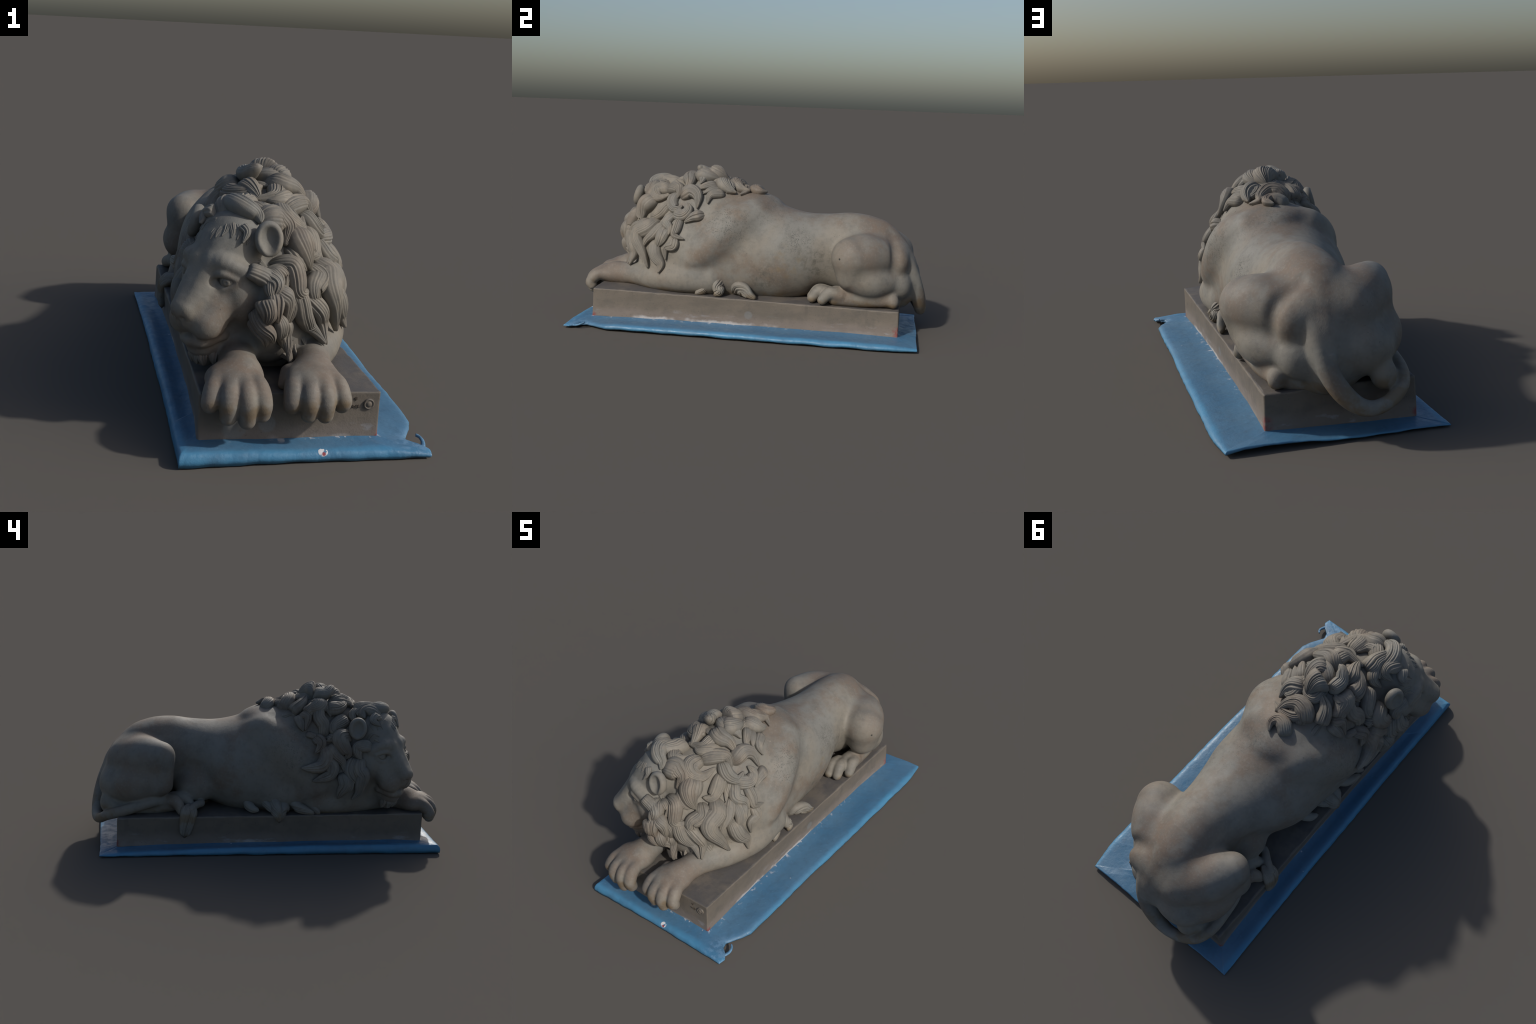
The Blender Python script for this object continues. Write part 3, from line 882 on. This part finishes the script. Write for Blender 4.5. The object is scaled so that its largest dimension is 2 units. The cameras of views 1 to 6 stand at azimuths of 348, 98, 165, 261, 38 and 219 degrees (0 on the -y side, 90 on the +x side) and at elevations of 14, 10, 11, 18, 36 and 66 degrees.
    for i, p in enumerate(P):
        tng = unit(P[min(i+1, 13)] - P[max(i-1, 0)])
        sd = unit(np.cross(tng, (0, 0, 1)))
        w = 0.010*(1 - 0.6*i/13)
        for a in np.linspace(0, 2*math.pi, 10, endpoint=False):
            V2.append(p + sd*w*math.cos(a) + np.array([0, 0, 0.006])*math.sin(a))
    for i in range(13):
        F2 += [(i*10 + a, i*10 + (a+1) % 10, (i+1)*10 + (a+1) % 10, (i+1)*10 + a) for a in range(10)]
    F2 += [tuple(range(10))[::-1], tuple(range(130, 140))]
    V = np.vstack([V, V2])
    F = [tuple(q) for q in Q] + [tuple(int(i) + n*k for i in f) for f in F2]
    return add_object("painted_base", V, F, mat)




# ======================================================================
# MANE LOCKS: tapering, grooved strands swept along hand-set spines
# ======================================================================
def lock_mesh(S, points, width, rng, normal=None, tip=0.13, arch=0.18, sink=0.022, thick=0.92, rise=0.012, back=0.03, lift0=0.0):
    points = np.asarray(points, float)
    start = points[0] + back*unit(points[0] - points[1])      # the root runs on under its neighbours
    P = spline(np.vstack([start, points]), 38)
    # ease the spine, then orient it by the smoothed mane surface
    for _ in range(3):
        P[1:-1] = 0.25*P[:-2] + 0.5*P[1:-1] + 0.25*P[2:]
    N = S.normal(P, 0.03) if normal is None else np.tile(unit(normal), (len(P), 1))
    for _ in range(6):
        N[1:-1] = 0.25*N[:-2] + 0.5*N[1:-1] + 0.25*N[2:]
    T = np.gradient(P, axis=0)
    T /= np.linalg.norm(T, axis=1, keepdims=True)
    N -= (N*T).sum(1, keepdims=True)*T
    N /= np.linalg.norm(N, axis=1, keepdims=True)
    B = np.cross(T, N)
    t = np.linspace(0, 1, len(P))
    prof = (0.42 + 0.58*np.sin(np.clip(t/0.42, 0, 1)*math.pi/2))*(1 - (1 - tip)*np.clip((t - 0.38)/0.62, 0, 1)**1.8)
    w = 0.5*width*prof
    h = np.maximum(thick*w, 0.004)
    lift = arch*width*np.sin(math.pi*np.clip(t, 0, 1)**0.8) - sink*(1 - t)**3 - 0.15*h + rise*t**3 + lift0
    ridges = max(3, int(round(width/0.0125)))
    m = 6*ridges + 1
    u = np.linspace(-1, 1, m)
    dome = np.sqrt(np.maximum(1 - np.abs(u)**2.3, 0))
    depth = rng.uniform(0.35, 1.0, ridges + 2)          # every groove its own depth
    depth[rng.integers(0, ridges + 2)] = 1.5
    edges = np.linspace(-1, 1, ridges + 2) + rng.uniform(-0.5, 0.5, ridges + 2)/(ridges + 1)
    wob = 0.10*np.sin(t*rng.uniform(3, 6) + rng.uniform(0, 6))
    rows = []
    for i in range(len(P)):
        g = sum(d*np.exp(-((u - e - wob[i])*(ridges + 1)/0.62)**2) for d, e in zip(depth, edges))
        amp = min(0.0055, 0.26*w[i])
        up = h[i]*dome - amp*g*dome
        top = P[i] + N[i]*(lift[i] + up)[:, None] + B[i]*(u*w[i])[:, None]
        v = np.linspace(1, -1, 7)[1:-1]
        bot = P[i] + N[i]*(lift[i] - 1.1*h[i]*np.sqrt(1 - v**2) - 0.004)[:, None] + B[i]*(v*w[i])[:, None]
        rows.append(np.vstack([top, bot]))
    k = len(rows[0])
    V = np.vstack(rows + [P[0] + N[0]*lift[0], P[-1] + T[-1]*w[-1]*0.9 + N[-1]*lift[-1]])
    n = len(P)
    j = np.arange(k)
    jn = (j + 1) % k
    Q = np.vstack([np.column_stack([i*k + j, i*k + jn, (i+1)*k + jn, (i+1)*k + j]) for i in range(n - 1)])
    F = [tuple(q) for q in Q]
    F += [(n*k, int(b), int(a)) for a, b in zip(j, jn)]
    F += [(n*k + 1, int((n-1)*k + a), int((n-1)*k + b)) for a, b in zip(j, jn)]
    return V, F


NAPE_LOCKS = [
    (0.050, (-0.087, -0.106, 0.776), (-0.050, -0.058, 0.766), (0.010, -0.048, 0.760), (0.060, -0.077, 0.742)),
    (0.050, (-0.091, -0.232, 0.823), (-0.085, -0.182, 0.809), (-0.045, -0.175, 0.808), (0.007, -0.220, 0.810)),
    (0.055, (0.014, -0.227, 0.809), (0.006, -0.160, 0.791), (0.027, -0.137, 0.773), (0.071, -0.157, 0.752)),
    (0.070, (-0.080, -0.278, 0.831), (-0.029, -0.314, 0.828), (0.015, -0.302, 0.816), (0.053, -0.307, 0.793)),
    (0.080, (-0.051, -0.359, 0.823), (-0.011, -0.378, 0.810), (0.033, -0.369, 0.794), (0.073, -0.378, 0.758)),
    (0.075, (-0.141, -0.358, 0.804), (-0.126, -0.403, 0.794), (-0.115, -0.475, 0.773)),
    (0.040, (-0.145, -0.343, 0.806), (-0.094, -0.372, 0.816), (-0.057, -0.394, 0.812)),
]

CROWN_LOCKS = [
    (0.065, (0.004, -0.432, 0.779), (-0.026, -0.453, 0.775), (-0.061, -0.480, 0.770), (-0.098, -0.472, 0.775)),
    (0.045, (0.041, -0.235, 0.797), (0.069, -0.286, 0.781), (0.085, -0.318, 0.763)),
    (0.040, (0.058, -0.213, 0.780), (0.085, -0.255, 0.764), (0.105, -0.282, 0.744)),
    (0.050, (0.083, -0.185, 0.751), (0.108, -0.240, 0.737), (0.138, -0.248, 0.696)),
    (0.070, (-0.023, -0.492, 0.752), (0.019, -0.448, 0.759), (0.057, -0.418, 0.752), (0.085, -0.428, 0.710)),
    (0.075, (0.084, -0.394, 0.737), (0.090, -0.344, 0.752), (0.116, -0.305, 0.726), (0.151, -0.302, 0.667)),
    (0.065, (0.056, -0.452, 0.724), (0.081, -0.456, 0.682), (0.116, -0.427, 0.650), (0.124, -0.388, 0.675)),
    (0.065, (0.128, -0.426, 0.630), (0.152, -0.379, 0.624), (0.147, -0.345, 0.657), (0.127, -0.358, 0.690)),
    (0.080, (-0.043, -0.521, 0.750), (-0.055, -0.567, 0.737), (-0.031, -0.583, 0.712), (0.005, -0.555, 0.695), (0.031, -0.486, 0.717)),
    (0.070, (-0.168, -0.554, 0.764), (-0.134, -0.583, 0.752), (-0.092, -0.565, 0.750), (-0.077, -0.516, 0.762)),
    (0.075, (-0.214, -0.512, 0.755), (-0.228, -0.580, 0.779), (-0.200, -0.631, 0.773), (-0.166, -0.647, 0.754), (-0.160, -0.668, 0.738)),
]

EAR_SIDE_LOCKS = [
    (0.100, (-0.139, -0.634, 0.739), (-0.099, -0.612, 0.724), (-0.056, -0.616, 0.700), (-0.063, -0.654, 0.657)),
    (0.100, (-0.017, -0.598, 0.686), (-0.014, -0.633, 0.645), (-0.001, -0.651, 0.610), (0.024, -0.647, 0.569)),
    (0.050, (-0.038, -0.660, 0.640), (-0.019, -0.681, 0.603), (0.007, -0.672, 0.572)),
    (0.070, (0.065, -0.486, 0.668), (0.059, -0.524, 0.625), (0.059, -0.565, 0.593), (0.033, -0.594, 0.606)),
    (0.040, (0.095, -0.463, 0.641), (0.101, -0.490, 0.598), (0.114, -0.520, 0.567)),
    (0.055, (0.118, -0.451, 0.620), (0.143, -0.477, 0.574), (0.176, -0.450, 0.552), (0.196, -0.449, 0.516)),
    (0.050, (0.159, -0.400, 0.602), (0.189, -0.409, 0.552), (0.204, -0.416, 0.517), (0.216, -0.360, 0.501)),
    (0.055, (0.169, -0.284, 0.634), (0.170, -0.322, 0.619), (0.175, -0.366, 0.588)),
    (0.065, (-0.090, -0.693, 0.607), (-0.045, -0.700, 0.602), (-0.034, -0.722, 0.556), (-0.032, -0.733, 0.521), (-0.011, -0.722, 0.509), (0.010, -0.697, 0.517)),
    (0.050, (-0.106, -0.724, 0.589), (-0.069, -0.724, 0.569), (-0.084, -0.753, 0.536)),
]

FLANK_LOCKS = [
    (0.060, (-0.157, -0.732, 0.572), (-0.113, -0.771, 0.555), (-0.124, -0.790, 0.514)),
    (0.050, (-0.123, -0.740, 0.584), (-0.104, -0.761, 0.561), (-0.109, -0.783, 0.530)),
    (0.075, (0.046, -0.622, 0.565), (0.069, -0.641, 0.532), (0.029, -0.681, 0.513), (0.044, -0.685, 0.479), (0.076, -0.677, 0.455)),
    (0.090, (0.087, -0.560, 0.569), (0.111, -0.587, 0.534), (0.101, -0.634, 0.508), (0.111, -0.644, 0.469), (0.135, -0.610, 0.403), (0.156, -0.578, 0.320)),
    (0.055, (0.134, -0.505, 0.560), (0.144, -0.544, 0.512), (0.139, -0.590, 0.476), (0.135, -0.615, 0.427)),
    (0.055, (0.161, -0.489, 0.544), (0.180, -0.498, 0.502), (0.184, -0.511, 0.462), (0.180, -0.526, 0.424)),
    (0.045, (0.181, -0.468, 0.533), (0.192, -0.483, 0.490), (0.191, -0.504, 0.450)),
    (0.050, (0.211, -0.418, 0.495), (0.219, -0.417, 0.459), (0.210, -0.461, 0.445), (0.210, -0.461, 0.381)),
    (0.070, (0.167, -0.540, 0.457), (0.183, -0.519, 0.400), (0.202, -0.487, 0.346), (0.222, -0.498, 0.300)),
]

HANGING_LOCKS = [
    (0.055, (-0.115, -0.789, 0.519), (-0.115, -0.799, 0.475), (-0.108, -0.797, 0.434)),
    (0.065, (-0.098, -0.776, 0.530), (-0.081, -0.768, 0.486), (-0.081, -0.766, 0.413)),
    (0.050, (-0.070, -0.747, 0.519), (-0.046, -0.744, 0.468), (-0.066, -0.745, 0.409)),
    (0.065, (-0.021, -0.730, 0.507), (-0.007, -0.720, 0.437), (0.036, -0.685, 0.377), (0.081, -0.716, 0.315)),
    (0.060, (0.015, -0.701, 0.488), (0.067, -0.684, 0.438), (0.080, -0.669, 0.384), (0.090, -0.702, 0.313)),
    (0.050, (-0.066, -0.745, 0.409), (-0.062, -0.732, 0.358), (-0.031, -0.766, 0.278)),
    (0.050, (-0.095, -0.789, 0.434), (-0.094, -0.778, 0.393), (-0.093, -0.761, 0.363)),
]

FACE_LOCKS = [
    (0.055, (-0.198, -0.759, 0.601), (-0.134, -0.757, 0.564), (-0.130, -0.781, 0.532), (-0.122, -0.794, 0.502)),
    (0.070, (-0.141, -0.783, 0.504), (-0.133, -0.796, 0.465), (-0.137, -0.791, 0.426)),
    (0.055, (-0.176, -0.757, 0.459), (-0.142, -0.784, 0.414), (-0.124, -0.790, 0.394), (-0.113, -0.775, 0.361)),
    (0.050, (-0.175, -0.747, 0.428), (-0.138, -0.778, 0.384), (-0.130, -0.758, 0.343)),
    (0.045, (-0.096, -0.781, 0.397), (-0.069, -0.732, 0.346), (-0.023, -0.755, 0.280)),
    (0.022, (-0.301, -0.661, 0.724), (-0.315, -0.668, 0.709), (-0.323, -0.677, 0.690)),
    (0.022, (-0.286, -0.668, 0.731), (-0.300, -0.676, 0.715), (-0.307, -0.687, 0.698)),
    (0.024, (-0.267, -0.674, 0.739), (-0.275, -0.685, 0.722), (-0.287, -0.694, 0.705)),
    (0.026, (-0.252, -0.678, 0.743), (-0.250, -0.696, 0.721), (-0.257, -0.705, 0.702)),
    (0.024, (-0.233, -0.687, 0.740), (-0.229, -0.702, 0.719), (-0.238, -0.712, 0.697)),
    (0.022, (-0.197, -0.702, 0.719), (-0.198, -0.711, 0.698), (-0.207, -0.717, 0.680)),
    (0.030, (-0.187, -0.722, 0.617), (-0.157, -0.698, 0.619), (-0.126, -0.717, 0.592)),
    (0.035, (-0.218, -0.690, 0.738), (-0.205, -0.704, 0.718), (-0.222, -0.717, 0.685)),
    (0.050, (-0.292, -0.580, 0.763), (-0.313, -0.553, 0.742), (-0.334, -0.584, 0.718)),
]

CREST_LOCKS = [
    (0.085, (-0.166, -0.477, 0.761), (-0.178, -0.524, 0.761), (-0.203, -0.577, 0.776), (-0.223, -0.618, 0.778)),
    (0.110, (-0.062, -0.264, 0.831), (-0.047, -0.225, 0.824), (-0.046, -0.173, 0.807)),
    (0.090, (-0.037, -0.324, 0.828), (-0.013, -0.298, 0.826), (-0.007, -0.253, 0.821), (-0.009, -0.216, 0.815)),
    (0.075, (-0.005, -0.200, 0.809), (0.031, -0.181, 0.787), (0.049, -0.150, 0.765), (0.054, -0.108, 0.749)),
    (0.065, (-0.078, 0.030, 0.759), (-0.050, 0.001, 0.764), (-0.014, -0.005, 0.763), (0.006, 0.025, 0.758), (-0.014, 0.062, 0.754)),
    (0.080, (-0.106, -0.077, 0.762), (-0.082, -0.112, 0.780), (-0.038, -0.126, 0.787), (0.004, -0.090, 0.766), (0.022, -0.032, 0.758)),
    (0.050, (-0.098, -0.058, 0.760), (-0.073, -0.092, 0.773), (-0.037, -0.090, 0.773), (-0.032, -0.037, 0.766)),
    (0.085, (-0.155, -0.272, 0.805), (-0.186, -0.263, 0.782), (-0.194, -0.224, 0.768), (-0.185, -0.188, 0.764)),
]

WEST_TEMPLE_LOCKS = [
    (0.065, (-0.279, -0.284, 0.657), (-0.252, -0.287, 0.697), (-0.229, -0.258, 0.734), (-0.199, -0.273, 0.771), (-0.197, -0.309, 0.773), (-0.223, -0.325, 0.739)),
    (0.055, (-0.201, -0.173, 0.744), (-0.225, -0.199, 0.727), (-0.259, -0.179, 0.670)),
    (0.050, (-0.206, -0.151, 0.730), (-0.239, -0.158, 0.695), (-0.263, -0.166, 0.665)),
    (0.030, (-0.168, -0.067, 0.730), (-0.169, -0.114, 0.744), (-0.199, -0.147, 0.734)),
    (0.075, (-0.220, -0.412, 0.722), (-0.244, -0.360, 0.696), (-0.276, -0.337, 0.670), (-0.297, -0.351, 0.651)),
    (0.065, (-0.199, -0.508, 0.756), (-0.207, -0.463, 0.739), (-0.253, -0.473, 0.714)),
    (0.070, (-0.266, -0.583, 0.774), (-0.241, -0.547, 0.771), (-0.245, -0.517, 0.756), (-0.285, -0.517, 0.743)),
    (0.085, (-0.294, -0.419, 0.648), (-0.307, -0.369, 0.637), (-0.326, -0.384, 0.597), (-0.334, -0.413, 0.563), (-0.341, -0.401, 0.534)),
]

WEST_CHEEK_LOCKS = [
    (0.065, (-0.370, -0.523, 0.613), (-0.343, -0.471, 0.601), (-0.357, -0.473, 0.564), (-0.370, -0.489, 0.540)),
    (0.040, (-0.271, -0.195, 0.652), (-0.280, -0.237, 0.638), (-0.302, -0.252, 0.607)),
    (0.060, (-0.283, -0.242, 0.635), (-0.304, -0.267, 0.612), (-0.315, -0.259, 0.584), (-0.323, -0.230, 0.557)),
    (0.045, (-0.296, -0.314, 0.646), (-0.306, -0.328, 0.635), (-0.308, -0.293, 0.620)),
    (0.075, (-0.321, -0.290, 0.587), (-0.336, -0.297, 0.537), (-0.346, -0.258, 0.490), (-0.364, -0.199, 0.484), (-0.368, -0.149, 0.490)),
    (0.065, (-0.324, -0.315, 0.595), (-0.337, -0.340, 0.554), (-0.345, -0.385, 0.516), (-0.363, -0.400, 0.462)),
    (0.075, (-0.331, -0.282, 0.550), (-0.345, -0.324, 0.494), (-0.348, -0.313, 0.447), (-0.360, -0.263, 0.426), (-0.371, -0.215, 0.417)),
    (0.060, (-0.353, -0.446, 0.529), (-0.365, -0.426, 0.473), (-0.377, -0.446, 0.430), (-0.377, -0.485, 0.397)),
    (0.075, (-0.367, -0.480, 0.532), (-0.373, -0.476, 0.487), (-0.379, -0.499, 0.453), (-0.377, -0.483, 0.400), (-0.375, -0.476, 0.351), (-0.369, -0.447, 0.312)),
    (0.065, (-0.364, -0.387, 0.442), (-0.373, -0.405, 0.399), (-0.364, -0.386, 0.350), (-0.353, -0.374, 0.310)),
    (0.050, (-0.374, -0.422, 0.428), (-0.378, -0.429, 0.383), (-0.367, -0.401, 0.337)),
    (0.025, (-0.300, -0.568, 0.755), (-0.316, -0.536, 0.729), (-0.338, -0.548, 0.698)),
    (0.025, (-0.305, -0.597, 0.752), (-0.324, -0.568, 0.732), (-0.343, -0.574, 0.699)),
    (0.025, (-0.300, -0.624, 0.749), (-0.324, -0.595, 0.733), (-0.341, -0.602, 0.705)),
    (0.028, (-0.340, -0.523, 0.640), (-0.345, -0.549, 0.676), (-0.358, -0.582, 0.666)),
    (0.026, (-0.350, -0.529, 0.626), (-0.354, -0.555, 0.652), (-0.382, -0.576, 0.641)),
]

# locks that stand up on the crest
PEAK_LOCKS = [
    (0.065, (-0.164, -0.124, 0.752), (-0.146, -0.178, 0.787), (-0.092, -0.214, 0.818)),
    (0.065, (-0.201, -0.198, 0.753), (-0.183, -0.236, 0.780), (-0.129, -0.266, 0.818)),
    (0.062, (-0.130, -0.254, 0.856), (-0.130, -0.305, 0.843), (-0.105, -0.342, 0.865), (-0.085, -0.350, 0.872)),
    (0.075, (-0.191, -0.314, 0.778), (-0.187, -0.354, 0.773), (-0.149, -0.399, 0.784), (-0.094, -0.398, 0.807)),
    (0.060, (-0.042, -0.402, 0.807), (-0.059, -0.454, 0.781), (-0.139, -0.467, 0.770)),
]

LOCK_STYLES = [
    (NAPE_LOCKS, dict(back=0.03)),
    (CROWN_LOCKS, dict(back=0.03)),
    (EAR_SIDE_LOCKS, dict(back=0.03)),
    (FLANK_LOCKS, dict(back=0.03)),
    (HANGING_LOCKS, dict(back=0.03)),
    (FACE_LOCKS, dict(back=0.006)),
    (CREST_LOCKS, dict(back=0.012, sink=0.03)),
    (WEST_TEMPLE_LOCKS, dict(back=0.02)),
    (WEST_CHEEK_LOCKS, dict(back=0.02)),
    (PEAK_LOCKS, dict(back=0.006, sink=0.03, rise=0.014, tip=0.26)),
]



BELLY_LOCKS = [
    (0.050, (0.185, -0.140, 0.280), (0.215, -0.162, 0.249), (0.235, -0.148, 0.218), (0.246, -0.170, 0.204)),
    (0.050, (0.185, -0.225, 0.260), (0.212, -0.240, 0.222), (0.232, -0.280, 0.200)),
    (0.045, (0.190, -0.068, 0.215), (0.210, -0.051, 0.245), (0.230, -0.009, 0.245), (0.243, 0.023, 0.215), (0.247, 0.052, 0.200)),
    (0.035, (0.195, -0.030, 0.205), (0.220, -0.022, 0.222), (0.238, 0.005, 0.203)),
    (0.060, (-0.275, -0.008, 0.270), (-0.325, -0.022, 0.238), (-0.352, -0.033, 0.212), (-0.366, -0.042, 0.175)),
    (0.050, (-0.275, -0.060, 0.250), (-0.325, -0.070, 0.225), (-0.350, -0.064, 0.208), (-0.362, -0.050, 0.182)),
    (0.050, (-0.275, -0.130, 0.255), (-0.322, -0.148, 0.238), (-0.345, -0.195, 0.224), (-0.356, -0.235, 0.214)),
    (0.050, (-0.275, -0.220, 0.245), (-0.320, -0.243, 0.230), (-0.350, -0.270, 0.214)),
    (0.045, (-0.270, 0.135, 0.235), (-0.305, 0.105, 0.222), (-0.325, 0.075, 0.222)),
    (0.045, (-0.265, 0.040, 0.255), (-0.310, 0.012, 0.238), (-0.335, -0.003, 0.220)),
]
CHIN_LOCKS = [(0.044, hp(f, l, -0.400), hp(f + 0.002, l*1.15, -0.425), hp(f - 0.006, l*1.2, -0.452))
              for f, l in ((0.128, -0.042), (0.156, -0.024), (0.162, 0.0), (0.156, 0.024), (0.128, 0.042))]


def build_tail_tuft(S, mat):
    rng = np.random.default_rng(3)
    V, F = lock_mesh(S, [(-0.325, 0.452, 0.238), (-0.350, 0.465, 0.208), (-0.358, 0.475, 0.150), (-0.357, 0.482, 0.095)],
                     0.095, rng, normal=(-1, 0.05, 0.30), tip=0.6, arch=0.03, thick=0.58, rise=0.0)
    add_object("tail_tuft", V, F, mat)


def build_small_locks(S, mat):
    rng = np.random.default_rng(21)
    for name, group, fat in (("belly_lock", BELLY_LOCKS, 1.5), ("chin_lock", CHIN_LOCKS, 1.0)):
        for width, *pts in group:
            V, F = lock_mesh(S, pts, width*fat, rng, arch=0.02, tip=0.35, thick=0.75, rise=0.0)
            add_object(name, V, F, mat)


def build_eyes(mat):
    for s in (1, -1):
        c, fwd = hp(0.112, 0.089*s, -0.143), unit(0.86*HEAD_F + 0.5*s*HEAD_L + np.array([0, 0, -0.05]))
        R = frame(fwd)
        r, seg = 0.029, 32
        # ball with a carved iris ring and pupil pit, as rings around the gaze
        ang = np.radians([0, 4, 8, 12, 17, 22, 27, 32, 37, 45, 58, 75, 95, 120, 150, 178])
        dip = np.array([.0022, .0022, .0012, 0, 0, 0, .0002, .0022, 0, 0, 0, 0, 0, 0, 0, 0])
        V = []
        for a, d in zip(ang, dip):
            for j in range(seg):
                b = 2*math.pi*j/seg
                V.append(c + (r - d)*(math.cos(a)*R[0] + math.sin(a)*(math.cos(b)*R[1] + math.sin(b)*R[2])))
        F = [(i*seg + j, i*seg + (j+1) % seg, (i+1)*seg + (j+1) % seg, (i+1)*seg + j)
             for i in range(len(ang) - 1) for j in range(seg)]
        add_object("eye", V, F, mat)


def build_mane(S, mat, scalp):
    rng = np.random.default_rng(11)
    mids, dirs = [], []
    for group, style in LOCK_STYLES:
        for width, *pts in group:
            peak = style
            big = 1.18 if width > 0.04 else 1.05
            if width < 0.034:                            # short hair lying flat on the brow
                peak = dict(back=0.012, arch=0.02, thick=0.42, rise=0.0, sink=0.008)
            V, F = lock_mesh(S, pts, width*big, rng, lift0=0.12*width - 0.003, **peak)
            add_object("mane_lock", V, F, mat)
            c = spline(pts, 9)
            mids += list(0.5*(c[1:] + c[:-1]))
            dirs += list(np.diff(c, axis=0))
    mids = np.array(mids)
    dirs = np.array(dirs)
    dirs /= np.linalg.norm(dirs, axis=1, keepdims=True)
    # lower layer: short strands that follow the flow of the locks above them
    verts, faces, base, taken = [], [], 0, []
    for c in scalp[rng.permutation(len(scalp))]:
        if taken and min(np.linalg.norm(np.array(taken) - c, axis=1)) < 0.042:
            continue
        dist = np.linalg.norm(mids - c, axis=1)
        if dist.min() > 0.075:
            continue
        taken.append(c)
        wgt = np.exp(-(dist/0.05)**2)
        d = unit((dirs*wgt[:, None]).sum(0) + 1e-6)
        side = unit(np.cross(d, S.normal(c[None], 0.03)[0]))
        bend = rng.uniform(-0.022, 0.022)
        pts = [c - 0.055*d, c - 0.02*d + bend*side, c + 0.025*d - 0.4*bend*side, c + 0.06*d + 0.3*bend*side]
        pts = S.snap(np.array(pts), -0.014)
        V, F = lock_mesh(S, pts, rng.uniform(0.05, 0.065), rng, arch=0.06, thick=0.42)
        verts.append(V)
        faces += [tuple(i + base for i in f) for f in F]
        base += len(V)
    ob = add_object("mane_undercoat", np.vstack(verts), faces, mat)
    ob["kind"] = "stuff"


MARBLE_MAT = marble_material()
S = sculpt_lion()
PARTS = build_body(S, MARBLE_MAT)
scalp = np.array([v.co for o in PARTS["mane"] for v in o.data.vertices][::7])
LOCK_MAT = marble_material("lock_marble", vary=True)
build_mane(sculpt_lion(ears=False), LOCK_MAT, scalp)
build_eyes(MARBLE_MAT)
build_tail_tuft(S, MARBLE_MAT)
build_small_locks(S, MARBLE_MAT)
PLINTH_MAT = plinth_material()
PLINTH = build_plinth(PLINTH_MAT)
build_marks(PLINTH, PLINTH_MAT)
build_base(paint_material())
print("TRIS", sum(sum(len(p.vertices) - 2 for p in o.data.polygons) for o in bpy.data.objects if o.type == 'MESH'))
